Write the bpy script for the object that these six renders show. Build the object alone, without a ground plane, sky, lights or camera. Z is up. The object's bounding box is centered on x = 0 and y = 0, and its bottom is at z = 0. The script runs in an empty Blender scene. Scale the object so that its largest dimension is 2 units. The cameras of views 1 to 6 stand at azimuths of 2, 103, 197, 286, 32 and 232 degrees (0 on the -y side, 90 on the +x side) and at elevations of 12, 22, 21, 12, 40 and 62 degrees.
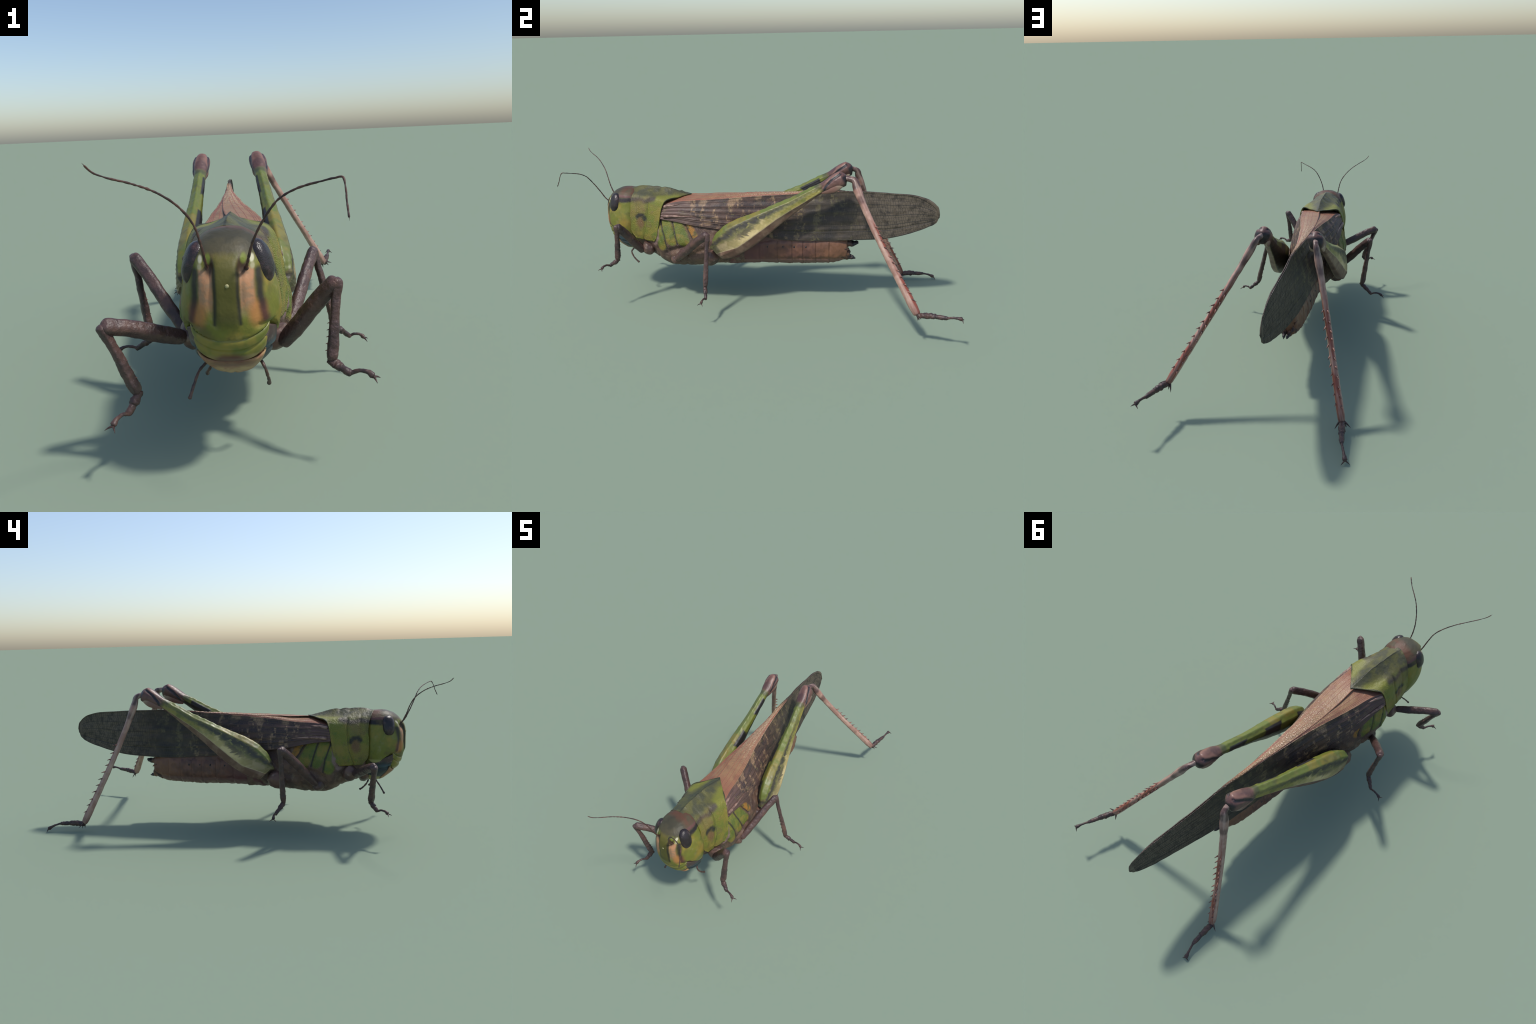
# A locust, built part by part: head, pronotum, thorax, abdomen, wings, six legs.
import bpy, math
import numpy as np
from mathutils import Vector, noise as mnoise

rng = np.random.default_rng(11)
mnoise.seed_set(3)

# ------------------------------------------------------------------ helpers
def interp(x, xs, ys):
    """smooth (monotone-ish cubic) interpolation of ys(xs) at x; ys may be vectors"""
    xs = np.asarray(xs, float); ys = np.asarray(ys, float)
    x = np.clip(np.asarray(x, float), xs[0], xs[-1])
    m = np.gradient(ys, xs, axis=0) if len(xs) > 2 else np.repeat(((ys[1:] - ys[:-1]) / (xs[1] - xs[0])), 2, axis=0)
    d = np.diff(ys, axis=0) / np.diff(xs).reshape(-1, *([1] * (ys.ndim - 1)))
    # limit tangents (no overshoot)
    lo = np.concatenate([d[:1], d]); hi = np.concatenate([d, d[-1:]])
    m = np.where(lo * hi <= 0, 0, m)
    lim = 3 * np.minimum(np.abs(lo), np.abs(hi))
    m = np.clip(m, -lim, lim)
    i = np.clip(np.searchsorted(xs, x, side="right") - 1, 0, len(xs) - 2)
    h = xs[i + 1] - xs[i]
    t = (x - xs[i]) / h
    if ys.ndim > 1:
        t = t[..., None]; h = h[..., None]
    a, b, ma, mb = ys[i], ys[i + 1], m[i], m[i + 1]
    return (2*t**3 - 3*t**2 + 1)*a + (t**3 - 2*t**2 + t)*h*ma + (-2*t**3 + 3*t**2)*b + (t**3 - t**2)*h*mb

def sstep(x, a, b):
    t = np.clip((np.asarray(x, float) - a) / (b - a), 0, 1)
    return t * t * (3 - 2 * t)

def bump1(x, c, w):
    return np.exp(-((np.asarray(x, float) - c) / w) ** 2)

def fbm(V, scale, octaves=3):
    """noise per vertex, about -1..1"""
    return np.array([mnoise.fractal(Vector(p) * scale, 1.0, 2.0, octaves) for p in V.reshape(-1, 3)]).reshape(V.shape[:-1])

def normals_of(V, wrap):
    du = np.gradient(V, axis=0)
    if wrap:
        dv = (np.roll(V, -1, 1) - np.roll(V, 1, 1)) / 2
    else:
        dv = np.gradient(V, axis=1)
    n = np.cross(du, dv)
    return n / (np.linalg.norm(n, axis=-1, keepdims=True) + 1e-12)

def link(ob, parent):
    bpy.context.scene.collection.objects.link(ob)
    if parent is not None:
        ob.parent = parent
    return ob

def mesh_object(name, verts, faces, material, parent, smooth=True, face_mat=None):
    me = bpy.data.meshes.new(name)
    me.from_pydata([tuple(map(float, v)) for v in verts], [], [tuple(int(i) for i in f) for f in faces])
    for m in (material if isinstance(material, (list, tuple)) else [material]):
        me.materials.append(m)
    if face_mat is not None:
        me.polygons.foreach_set("material_index", np.asarray(face_mat, dtype=np.int32))
    if smooth:
        me.polygons.foreach_set("use_smooth", np.ones(len(me.polygons), dtype=bool))
    me.validate()
    me.update()
    return link(bpy.data.objects.new(name, me), parent)

def grid_faces(nu, nv, wrap, base=0, flip=False):
    f = []
    for i in range(nu - 1):
        for j in range(nv if wrap else nv - 1):
            k = (j + 1) % nv
            q = (base + i*nv + j, base + (i+1)*nv + j, base + (i+1)*nv + k, base + i*nv + k)
            f.append(q[::-1] if flip else q)
    return f

def tube_geo(V, caps=True, base=0):
    """V[nu,nv,3] closed around; returns verts, faces"""
    nu, nv = V.shape[:2]
    verts = list(V.reshape(-1, 3)); faces = grid_faces(nu, nv, True, base)
    if caps:
        verts.append(V[0].mean(0)); verts.append(V[-1].mean(0))
        a, b = base + nu*nv, base + nu*nv + 1
        for j in range(nv):
            k = (j + 1) % nv
            faces.append((a, base + j, base + k))
            faces.append((b, base + (nu-1)*nv + k, base + (nu-1)*nv + j))
    return verts, faces

def loft(name, V, material, parent, caps=True):
    return mesh_object(name, *tube_geo(V, caps), material, parent)

def shell_geo(V, thick):
    """open sheet -> closed thin solid; thick along the normal"""
    nu, nv = V.shape[:2]
    n = normals_of(V, False)
    W = V - n * (thick if np.isscalar(thick) else thick[..., None])
    verts = list(V.reshape(-1, 3)) + list(W.reshape(-1, 3))
    N = nu * nv
    faces = grid_faces(nu, nv, False) + grid_faces(nu, nv, False, N, True)
    ring = [i*nv for i in range(nu)] + [(nu-1)*nv + j for j in range(1, nv)] + [i*nv + nv-1 for i in range(nu-2, -1, -1)] + [j for j in range(nv-2, 0, -1)]
    for a, b in zip(ring, ring[1:] + ring[:1]):
        faces.append((b, a, a + N, b + N))
    return verts, faces

def outward(V, inside):
    """order the rows of a sheet so that its normals point away from a point"""
    n = normals_of(V, False)
    return V if (n*(V - np.asarray(inside))).sum() > 0 else V[:, ::-1]

def shell(name, V, thick, material, parent, face_mat=None):
    v, f = shell_geo(V, thick)
    return mesh_object(name, v, f, material, parent, face_mat=face_mat)

def curve_pts(P, n):
    """centripetal-ish Catmull-Rom through P, n samples, evenly by chord"""
    P = np.asarray(P, float)
    d = np.concatenate([[0], np.cumsum(np.linalg.norm(np.diff(P, axis=0), axis=1))])
    s = np.linspace(0, d[-1], n)
    if len(P) == 2:
        return P[0] + (P[1] - P[0]) * (s / d[-1])[:, None], s / d[-1]
    m = np.gradient(P, d, axis=0)
    i = np.clip(np.searchsorted(d, s, side="right") - 1, 0, len(P) - 2)
    h = (d[i+1] - d[i])[:, None]; t = (s - d[i])[:, None] / h
    C = (2*t**3-3*t**2+1)*P[i] + (t**3-2*t**2+t)*h*m[i] + (-2*t**3+3*t**2)*P[i+1] + (t**3-t**2)*h*m[i+1]
    return C, s / d[-1]

def frames(C, up=(0, 0, 1)):
    T = np.gradient(C, axis=0); T /= np.linalg.norm(T, axis=1, keepdims=True)
    U = np.zeros_like(T); u = np.array(up, float)
    for i, t in enumerate(T):
        u = u - t * (u @ t); u /= np.linalg.norm(u); U[i] = u
    return T, U, np.cross(T, U)

def limb_grid(P, radius, n=60, nv=20, up=(0, 0, 1), flat=1.0, rough=0.0, nscale=40.0, facet=0.0, tip=True):
    """tube along P; radius = function of s in 0..1 (or list of (s, r)); flat scales the side axis"""
    C, s = curve_pts(P, n)
    T, U, S = frames(C, up)
    if not callable(radius):
        rr = np.array(radius); r = interp(s, rr[:, 0], rr[:, 1])
    else:
        r = radius(s)
    a = np.linspace(0, 2*np.pi, nv, endpoint=False)
    ru = np.cos(a)[None, :, None] * U[:, None, :]; rs = np.sin(a)[None, :, None] * S[:, None, :] * flat
    k = 1 + facet * np.cos(4 * a)[None, :, None]
    V = C[:, None, :] + (ru + rs) * k * r[:, None, None]
    if tip:      # round both ends
        L = np.linalg.norm(np.diff(C, axis=0), axis=1).sum()
        for e, q in ((0, s * L), (1, (1 - s) * L)):
            rad = r[0] if e == 0 else r[-1]
            f = np.sqrt(np.clip(1 - (1 - np.clip(q / (rad * 0.8), 0, 1))**2, 0.02, 1))
            V = C[:, None, :] + (V - C[:, None, :]) * f[:, None, None]
    if rough:
        nn = normals_of(V, True)
        V = V - nn * (fbm(V, nscale) * rough)[..., None]
    return V

def limb(name, P, radius, material, parent, **kw):
    return loft(name, limb_grid(P, radius, **kw), material, parent)

def ellipsoid_grid(c, ax, n=24, nv=32):
    """ax: 3x3 rows = axis vectors with lengths"""
    c = np.asarray(c, float); ax = np.asarray(ax, float)
    t = np.linspace(0.02, np.pi - 0.02, n); a = np.linspace(0, 2*np.pi, nv, endpoint=False)
    return c + np.cos(t)[:, None, None]*ax[0] + (np.sin(t)[:, None]*np.cos(a))[..., None]*ax[1] + (np.sin(t)[:, None]*np.sin(a))[..., None]*ax[2]

def cone_geo(p, d, r, length, bend=(0, 0, 0), nv=7):
    """a small curved thorn from p along d"""
    p = np.asarray(p, float); d = np.asarray(d, float); d = d / np.linalg.norm(d)
    P = [p - d*r, p + d*length*0.5 + np.asarray(bend)*0.25, p + d*length + np.asarray(bend)]
    C, s = curve_pts(P, 7)
    T, U, S = frames(C, (0.3, 0.5, 0.8))
    rad = r * (1 - s)**0.8 + 0.0003
    a = np.linspace(0, 2*np.pi, nv, endpoint=False)
    return C[:, None, :] + (np.cos(a)[None, :, None]*U[:, None, :] + np.sin(a)[None, :, None]*S[:, None, :]) * rad[:, None, None]

def join_geo(parts):
    V, F = [], []
    for v, f in parts:
        o = len(V); V += list(v); F += [tuple(i + o for i in q) for q in f]
    return V, F

# ------------------------------------------------------------------ node language
class X:
    def __init__(s, nt, sock): s.nt, s.k = nt, sock
    def _m(s, op, o=None, p=None, rev=False):
        n = s.nt.nodes.new("ShaderNodeMath"); n.operation = op
        args = [s, o] if not rev else [o, s]
        if p is not None: args.append(p)
        for i, v in enumerate(args):
            if v is None: continue
            if isinstance(v, X): s.nt.links.new(v.k, n.inputs[i])
            else: n.inputs[i].default_value = float(v)
        return X(s.nt, n.outputs[0])
    def __add__(s, o): return s._m("ADD", o)
    __radd__ = __add__
    def __sub__(s, o): return s._m("SUBTRACT", o)
    def __rsub__(s, o): return s._m("SUBTRACT", o, rev=True)
    def __mul__(s, o): return s._m("MULTIPLY", o)
    __rmul__ = __mul__
    def __truediv__(s, o): return s._m("DIVIDE", o)
    def abs(s): return s._m("ABSOLUTE")
    def max(s, o): return s._m("MAXIMUM", o)
    def min(s, o): return s._m("MINIMUM", o)
    def pow(s, o): return s._m("POWER", o)
    def sqrt(s): return s._m("SQRT")
    def sin(s): return s._m("SINE")
    def frac(s): return s._m("FRACT")
    def floor(s): return s._m("FLOOR")
    def inv(s): return 1 - s
    def step(s, a, b):
        n = s.nt.nodes.new("ShaderNodeMapRange"); n.interpolation_type = "SMOOTHSTEP"; n.clamp = True
        s.nt.links.new(s.k, n.inputs[0])
        if b < a:
            n.inputs[1].default_value, n.inputs[2].default_value = b, a
            n.inputs[3].default_value, n.inputs[4].default_value = 1, 0
        else:
            n.inputs[1].default_value, n.inputs[2].default_value = a, b
        return X(s.nt, n.outputs[0])

class Mat:
    """procedural material; Object coordinates by default"""
    def __init__(s, name):
        s.m = bpy.data.materials.new(name); s.m.use_nodes = True
        s.nt = s.m.node_tree; s.nt.nodes.clear()
        s.tc = s.nt.nodes.new("ShaderNodeTexCoord")
        s.co = X(s.nt, s.tc.outputs["Object"])
        sp = s.nt.nodes.new("ShaderNodeSeparateXYZ"); s.nt.links.new(s.co.k, sp.inputs[0])
        s.x, s.y, s.z = (X(s.nt, o) for o in sp.outputs)
    def vec(s, x, y, z):
        n = s.nt.nodes.new("ShaderNodeCombineXYZ")
        for i, v in enumerate((x, y, z)):
            if isinstance(v, X): s.nt.links.new(v.k, n.inputs[i])
            else: n.inputs[i].default_value = v
        return X(s.nt, n.outputs[0])
    def noise(s, scale, detail=3, rough=0.55, dist=0.0, co=None, lo=None, hi=None):
        n = s.nt.nodes.new("ShaderNodeTexNoise"); n.inputs["Scale"].default_value = scale
        n.inputs["Detail"].default_value = detail; n.inputs["Roughness"].default_value = rough
        n.inputs["Distortion"].default_value = dist
        s.nt.links.new((co or s.co).k, n.inputs["Vector"])
        r = X(s.nt, n.outputs[0])
        return r if lo is None else r.step(lo, hi)
    def voronoi(s, scale, feature="F1", co=None, rand=1.0, out="Distance"):
        n = s.nt.nodes.new("ShaderNodeTexVoronoi"); n.feature = feature
        n.inputs["Scale"].default_value = scale; n.inputs["Randomness"].default_value = rand
        s.nt.links.new((co or s.co).k, n.inputs["Vector"])
        return X(s.nt, n.outputs[out])
    def white(s, co):
        n = s.nt.nodes.new("ShaderNodeTexWhiteNoise"); n.noise_dimensions = "3D"
        s.nt.links.new(co.k, n.inputs["Vector"]); return X(s.nt, n.outputs["Value"])
    def rgb(s, c):
        n = s.nt.nodes.new("ShaderNodeRGB"); n.outputs[0].default_value = (*c, 1); return X(s.nt, n.outputs[0])
    def mix(s, a, b, f):
        n = s.nt.nodes.new("ShaderNodeMix"); n.data_type = "RGBA"; n.clamp_factor = True
        for k, v in ((6, a), (7, b)):
            if isinstance(v, X): s.nt.links.new(v.k, n.inputs[k])
            else: n.inputs[k].default_value = (*v, 1)
        if isinstance(f, X): s.nt.links.new(f.k, n.inputs[0])
        else: n.inputs[0].default_value = f
        return X(s.nt, n.outputs[2])
    def dist2(s, a, b, p0, p1):
        """distance of (a,b) to the segment p0-p1 in that plane"""
        dx, dy = p1[0]-p0[0], p1[1]-p0[1]; L2 = dx*dx + dy*dy
        t = ((a - p0[0])*(dx/L2) + (b - p0[1])*(dy/L2)).max(0).min(1)
        ex, ey = a - (t*dx + p0[0]), b - (t*dy + p0[1])
        return (ex*ex + ey*ey).sqrt()
    def line(s, a, b, pts, w, soft):
        d = None
        for p, q in zip(pts[:-1], pts[1:]):
            e = s.dist2(a, b, p, q); d = e if d is None else d.min(e)
        return d.step(w + soft, max(w - soft, 0))
    def blob(s, a, b, c, r, soft=0.3, wob=None):
        u, v = (a - c[0])/r[0], (b - c[1])/r[1]
        d = (u*u + v*v).sqrt()
        if wob is not None: d = d + wob
        return d.step(1 + soft, 1 - soft)
    def finish(s, col, rough=0.55, bump=None, strength=0.3, dist=0.002, spec=0.35, coat=0.0, normal=None):
        b = s.nt.nodes.new("ShaderNodeBsdfPrincipled"); o = s.nt.nodes.new("ShaderNodeOutputMaterial")
        if isinstance(col, X): s.nt.links.new(col.k, b.inputs["Base Color"])
        else: b.inputs["Base Color"].default_value = (*col, 1)
        if isinstance(rough, X): s.nt.links.new(rough.k, b.inputs["Roughness"])
        else: b.inputs["Roughness"].default_value = rough
        b.inputs["Specular IOR Level"].default_value = spec
        b.inputs["Coat Weight"].default_value = coat; b.inputs["Coat Roughness"].default_value = 0.15
        if bump is not None:
            n = s.nt.nodes.new("ShaderNodeBump"); n.inputs["Strength"].default_value = strength; n.inputs["Distance"].default_value = dist
            s.nt.links.new(bump.k, n.inputs["Height"]); s.nt.links.new(n.outputs[0], b.inputs["Normal"])
        s.nt.links.new(b.outputs[0], o.inputs[0])
        return s.m

GREEN = (0.145, 0.152, 0.026); YELLOW = (0.235, 0.180, 0.034); OLIVE = (0.075, 0.085, 0.022)
DARK = (0.022, 0.018, 0.020); BROWN = (0.095, 0.050, 0.038); FLESH = (0.19, 0.115, 0.09)

def mat_head():
    m = Mat("head_chitin")
    X0 = 0.015
    ax = (m.x - X0).abs(); y, z = m.y, m.z
    w = m.noise(30, 3) - 0.5; w2 = m.noise(90, 3) - 0.5
    wx, wz = ax + w*0.006, z + w2*0.008
    col = m.mix(GREEN, YELLOW, m.noise(14, 3, lo=0.42, hi=0.68))
    col = m.mix(col, (0.22, 0.21, 0.09), m.noise(35, 3, lo=0.52, hi=0.75)*0.5)
    col = m.mix(col, (0.07, 0.08, 0.02), m.noise(22, 4, lo=0.56, hi=0.72)*0.6)
    # crown: smoky olive, rusty at the back
    crown = wz.step(0.515, 0.545)
    col = m.mix(col, m.mix((0.074, 0.064, 0.036), (0.050, 0.046, 0.029), m.noise(16, 3, lo=0.4, hi=0.62)), crown)
    col = m.mix(col, (0.105, 0.045, 0.026), crown * (y + w*0.03).step(-0.715, -0.675) * wz.step(0.535, 0.56) * m.noise(18, 2, lo=0.35, hi=0.6)*0.9)
    col = m.mix(col, (0.12, 0.055, 0.05), m.line(y, z, [(-0.705, 0.545), (-0.62, 0.540)], 0.006, 0.005)*ax.step(0.05, 0.07))
    col = m.mix(col, DARK, m.line(y + w*0.01, z + w2*0.01, [(-0.70, 0.525), (-0.62, 0.527)], 0.010, 0.006)*ax.step(0.05, 0.065))
    front = y.step(-0.705, -0.745)
    col = m.mix(col, (0.085, 0.065, 0.030), m.noise(11, 4, lo=0.50, hi=0.66)*0.6*crown.inv())
    col = m.mix(col, (0.28, 0.19, 0.035), m.noise(9, 3, co=m.vec(m.x + 3, y, z), lo=0.52, hi=0.66)*0.55*crown.inv())
    # face: orange fields
    org = wx.step(0.024, 0.030) * wx.step(0.062, 0.054) * wz.step(0.405, 0.445) * wz.step(0.515, 0.500) * front
    col = m.mix(col, m.mix((0.44, 0.215, 0.115), (0.34, 0.20, 0.12), m.noise(60, 4, lo=0.42, hi=0.62)), org*0.92)
    orl = m.blob(wx, wz, (0.062, 0.415), (0.018, 0.028), 0.5) * front
    col = m.mix(col, (0.42, 0.17, 0.06), orl*0.75)
    # frontal ridge: olive band, black borders
    ridge = wx.step(0.027, 0.021) * wz.step(0.372, 0.415) * wz.step(0.545, 0.520) * front
    col = m.mix(col, m.mix((0.092, 0.084, 0.018), (0.055, 0.052, 0.014), wz.step(0.43, 0.395)), ridge)
    col = m.mix(col, (0.016, 0.015, 0.014), m.line(ax + w2*0.002, z, [(0.034, 0.532), (0.0245, 0.508), (0.0235, 0.45), (0.0265, 0.396)], 0.0030, 0.0040)*front*0.9)
    # dark bar below the eye
    col = m.mix(col, m.mix((0.022, 0.018, 0.020), (0.075, 0.028, 0.026), wz.step(0.445, 0.41)), m.line(wx, z, [(0.066, 0.50), (0.067, 0.45), (0.078, 0.398)], 0.0075, 0.0060)*y.step(-0.72, -0.735)*0.92)
    # dark antennal pit, pale spot by the eye
    col = m.mix(col, (0.06, 0.035, 0.02), m.blob(ax, z, (0.034, 0.515), (0.010, 0.020), 0.4)*front)
    col = m.mix(col, (0.16, 0.19, 0.03), m.blob(ax, z, (0.036, 0.527), (0.006, 0.010), 0.4)*front)
    col = m.mix(col, (0.52, 0.49, 0.34), m.blob(ax, z, (0.053, 0.525), (0.0046, 0.0075), 0.4)*front)
    col = m.mix(col, (0.34, 0.31, 0.18), m.blob(ax, z, (0.054, 0.511), (0.0045, 0.006), 0.5)*front)
    # pale rims
    col = m.mix(col, (0.33, 0.33, 0.14), z.step(0.362, 0.350)*0.6)
    h = m.noise(160, 3)*0.6 + m.noise(40, 2)
    return m.finish(col, 0.52, h, 0.3, 0.003, spec=0.3)

def mat_face_plate():
    m = Mat("clypeus_chitin")
    ax = (m.x - 0.015).abs(); w = m.noise(40, 3) - 0.5
    col = m.mix((0.120, 0.134, 0.024), (0.215, 0.175, 0.034), m.noise(25, 2, lo=0.4, hi=0.65))
    col = m.mix(col, (0.33, 0.24, 0.10), (m.z + w*0.012).step(0.322, 0.312)*0.8)
    col = m.mix(col, (0.10, 0.035, 0.022), m.blob(ax, m.z, (0, 0.306), (0.036, 0.016), 0.45, w*0.5))
    col = m.mix(col, (0.36, 0.36, 0.17), m.line(ax, m.z, [(0, 0.3585), (0.03, 0.360), (0.09, 0.386)], 0.003, 0.002)*0.5)
    return m.finish(col, 0.4, m.noise(120, 3), 0.2, 0.002, spec=0.4)

def mat_labrum():
    m = Mat("labrum_chitin")
    ax = (m.x - 0.015).abs(); w = m.noise(40, 3)
    col = m.mix((0.40, 0.265, 0.13), (0.27, 0.13, 0.075), w.step(0.4, 0.65))
    col = m.mix(col, (0.13, 0.055, 0.04), m.blob(ax, m.z, (0.0, 0.292), (0.05, 0.014), 0.5, (w - 0.5)*0.8)*0.8)
    return m.finish(col, 0.45, m.noise(120, 3), 0.2, 0.002)

def mat_mandible():
    m = Mat("mandible_chitin")
    col = m.mix((0.030, 0.040, 0.044), m.mix((0.070, 0.046, 0.042), (0.15, 0.11, 0.10), m.noise(60, 3, lo=0.5, hi=0.7)), (m.z + (m.noise(40, 3) - 0.5)*0.04).step(0.325, 0.355))
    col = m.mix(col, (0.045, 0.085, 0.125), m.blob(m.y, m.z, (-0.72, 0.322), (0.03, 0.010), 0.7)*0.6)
    return m.finish(col, 0.42, m.noise(70, 3), 0.4, 0.004, spec=0.3)

def mat_pronotum():
    m = Mat("pronotum_chitin")
    ax = (m.x - 0.006).abs(); y, z = m.y, m.z
    w = m.noise(22, 4) - 0.5; w2 = m.noise(70, 4) - 0.5
    wy, wz = y + w*0.02 + w2*0.008, z + w*0.012 + w2*0.006
    col = m.mix((0.150, 0.160, 0.024), (0.212, 0.175, 0.032), m.noise(16, 3, lo=0.4, hi=0.65))
    col = m.mix(col, (0.105, 0.140, 0.024), m.noise(26, 3, lo=0.52, hi=0.70)*0.8)
    col = m.mix(col, (0.15, 0.10, 0.045), m.noise(34, 4, lo=0.54, hi=0.70)*0.55)
    col = m.mix(col, (0.080, 0.062, 0.030), m.noise(10, 4, lo=0.52, hi=0.68)*0.5)
    col = m.mix(col, (0.23, 0.17, 0.04), m.noise(12, 3, co=m.vec(m.x + 5, y, z), lo=0.52, hi=0.66)*0.5)
    top = wz.step(0.530, 0.556)
    col = m.mix(col, m.mix((0.092, 0.088, 0.030), (0.060, 0.060, 0.032), m.noise(24, 3, lo=0.4, hi=0.6)), top)
    # yellow-green hind lobe beside the keel
    col = m.mix(col, (0.175, 0.180, 0.028), m.line(wy, ax, [(-0.50, 0.085), (-0.40, 0.055)], 0.022, 0.016)*z.step(0.51, 0.53)*0.85)
    # dark shoulder streaks
    col = m.mix(col, (0.048, 0.035, 0.034), m.line(wy, wz, [(-0.648, 0.530), (-0.60, 0.534), (-0.56, 0.526), (-0.51, 0.541)], 0.011, 0.009)*ax.step(0.05, 0.065)*0.9)
    # brown side field with the black spot
    col = m.mix(col, (0.19, 0.125, 0.055), m.blob(wy, wz, (-0.585, 0.495), (0.035, 0.035), 0.7)*0.55*ax.step(0.05, 0.08))
    col = m.mix(col, (0.155, 0.078, 0.040), m.blob(wy, wz, (-0.585, 0.420), (0.020, 0.032), 0.5)*0.85*ax.step(0.05, 0.08))
    col = m.mix(col, (0.020, 0.019, 0.022), m.line(wy, wz, [(-0.604, 0.446), (-0.592, 0.457), (-0.570, 0.456), (-0.560, 0.438)], 0.0100, 0.0075)*ax.step(0.05, 0.08)*0.93)
    # cross furrows and dark rims
    col = m.mix(col, (0.05, 0.055, 0.018), m.line(y + w2*0.004, z, [(-0.541, 0.524), (-0.543, 0.472), (-0.550, 0.406), (-0.575, 0.335)], 0.0015, 0.0018)*ax.step(0.05, 0.08)*0.6)
    col = m.mix(col, (0.035, 0.035, 0.020), ax.step(0.0045, 0.0015)*top*0.8)
    col = m.mix(col, (0.030, 0.034, 0.016), m.line(ax, y, [(0, -0.343), (0.04, -0.375), (0.075, -0.420), (0.105, -0.447)], 0.004, 0.004)*z.step(0.50, 0.52))
    gran = m.voronoi(300, rand=0.9)
    col = m.mix(col, (0.32, 0.30, 0.06), gran.step(0.28, 0.10)*z.step(0.535, 0.50)*0.45)
    h = gran.inv()*z.step(0.56, 0.52)*0.8 + m.noise(60, 3)
    return m.finish(col, 0.48, h, 0.9, 0.003, spec=0.35)

def mat_thorax():
    m = Mat("thorax_chitin")
    y, z = m.y, m.z
    w = m.noise(25, 4) - 0.5; w2 = m.noise(80, 3) - 0.5
    wy, wz = y + w2*0.006, z + w*0.018 + w2*0.006
    body = m.mix((0.150, 0.088, 0.060), (0.085, 0.050, 0.040), m.noise(20, 4, lo=0.38, hi=0.62))
    body = m.mix(body, (0.21, 0.155, 0.115), m.noise(33, 3, lo=0.55, hi=0.72)*0.6)
    grn = m.mix((0.140, 0.152, 0.024), (0.096, 0.125, 0.024), m.noise(28, 3, lo=0.42, hi=0.6))
    grn = m.mix(grn, (0.23, 0.17, 0.03), m.noise(19, 2, lo=0.50, hi=0.66)*0.8)
    gran = m.voronoi(320)
    grn = m.mix(grn, (0.33, 0.31, 0.06), gran.step(0.30, 0.10)*0.5)
    zone = m.line(wy, wz, [(-0.470, 0.395), (-0.462, 0.315)], 0.026, 0.007)
    zone = zone.max(m.line(wy, wz, [(-0.440, 0.42), (-0.405, 0.345)], 0.027, 0.008))
    zone = zone.max(m.line(wy, wz, [(-0.380, 0.41), (-0.345, 0.345)], 0.030, 0.008))
    col = m.mix(body, grn, zone)
    col = m.mix(col, m.mix((0.34, 0.16, 0.025), (0.12, 0.10, 0.03), m.noise(30, 2, lo=0.45, hi=0.6)), m.line(wy, wz, [(-0.325, 0.415), (-0.290, 0.365)], 0.016, 0.006)*0.9)
    col = m.mix(col, (0.21, 0.135, 0.12), m.line(wy, z, [(-0.487, 0.42), (-0.487, 0.35), (-0.505, 0.315)], 0.010, 0.005)*0.9)
    for p in SUTURES:
        col = m.mix(col, (0.030, 0.026, 0.026), m.line(y + w2*0.005, z, p, 0.0035, 0.0025)*0.9)
    return m.finish(col, 0.45, gran.inv()*0.6 + m.noise(60, 4), 0.8, 0.004, spec=0.4)

SUTURES = [[(-0.352, 0.440), (-0.322, 0.385), (-0.300, 0.350)], [(-0.412, 0.445), (-0.392, 0.375), (-0.379, 0.325)], [(-0.475, 0.445), (-0.446, 0.360), (-0.436, 0.300)]]

def mat_abdomen():
    m = Mat("abdomen_chitin")
    y, z = m.y, m.z
    w = m.noise(30, 4) - 0.5
    col = m.mix((0.150, 0.068, 0.045), (0.095, 0.045, 0.036), m.noise(26, 4, lo=0.40, hi=0.62))
    col = m.mix(col, (0.115, 0.042, 0.046), (y + w*0.1).step(0.13, -0.02)*0.8)
    col = m.mix(col, (0.20, 0.095, 0.05), (y + w*0.08).step(0.26, 0.40)*0.6)
    col = m.mix(col, (0.165, 0.095, 0.080), m.line(y, z + w*0.004, [(-0.1, 0.222), (0.42, 0.228)], 0.013, 0.005)*0.7)
    fleck = m.voronoi(260, co=m.vec(m.x*0.7, y*0.7, z*1.6))
    col = m.mix(col, (0.27, 0.17, 0.14), fleck.step(0.16, 0.05)*m.noise(60, 2, lo=0.48, hi=0.6)*0.6)
    return m.finish(col, 0.42, m.noise(90, 4)*0.6 + m.noise(300, 2)*0.3, 0.4, 0.003, spec=0.4)

def mat_spiracle():
    m = Mat("spiracle_dark"); return m.finish((0.03, 0.027, 0.03), 0.5, m.noise(200, 2), 0.2, 0.001)

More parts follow.
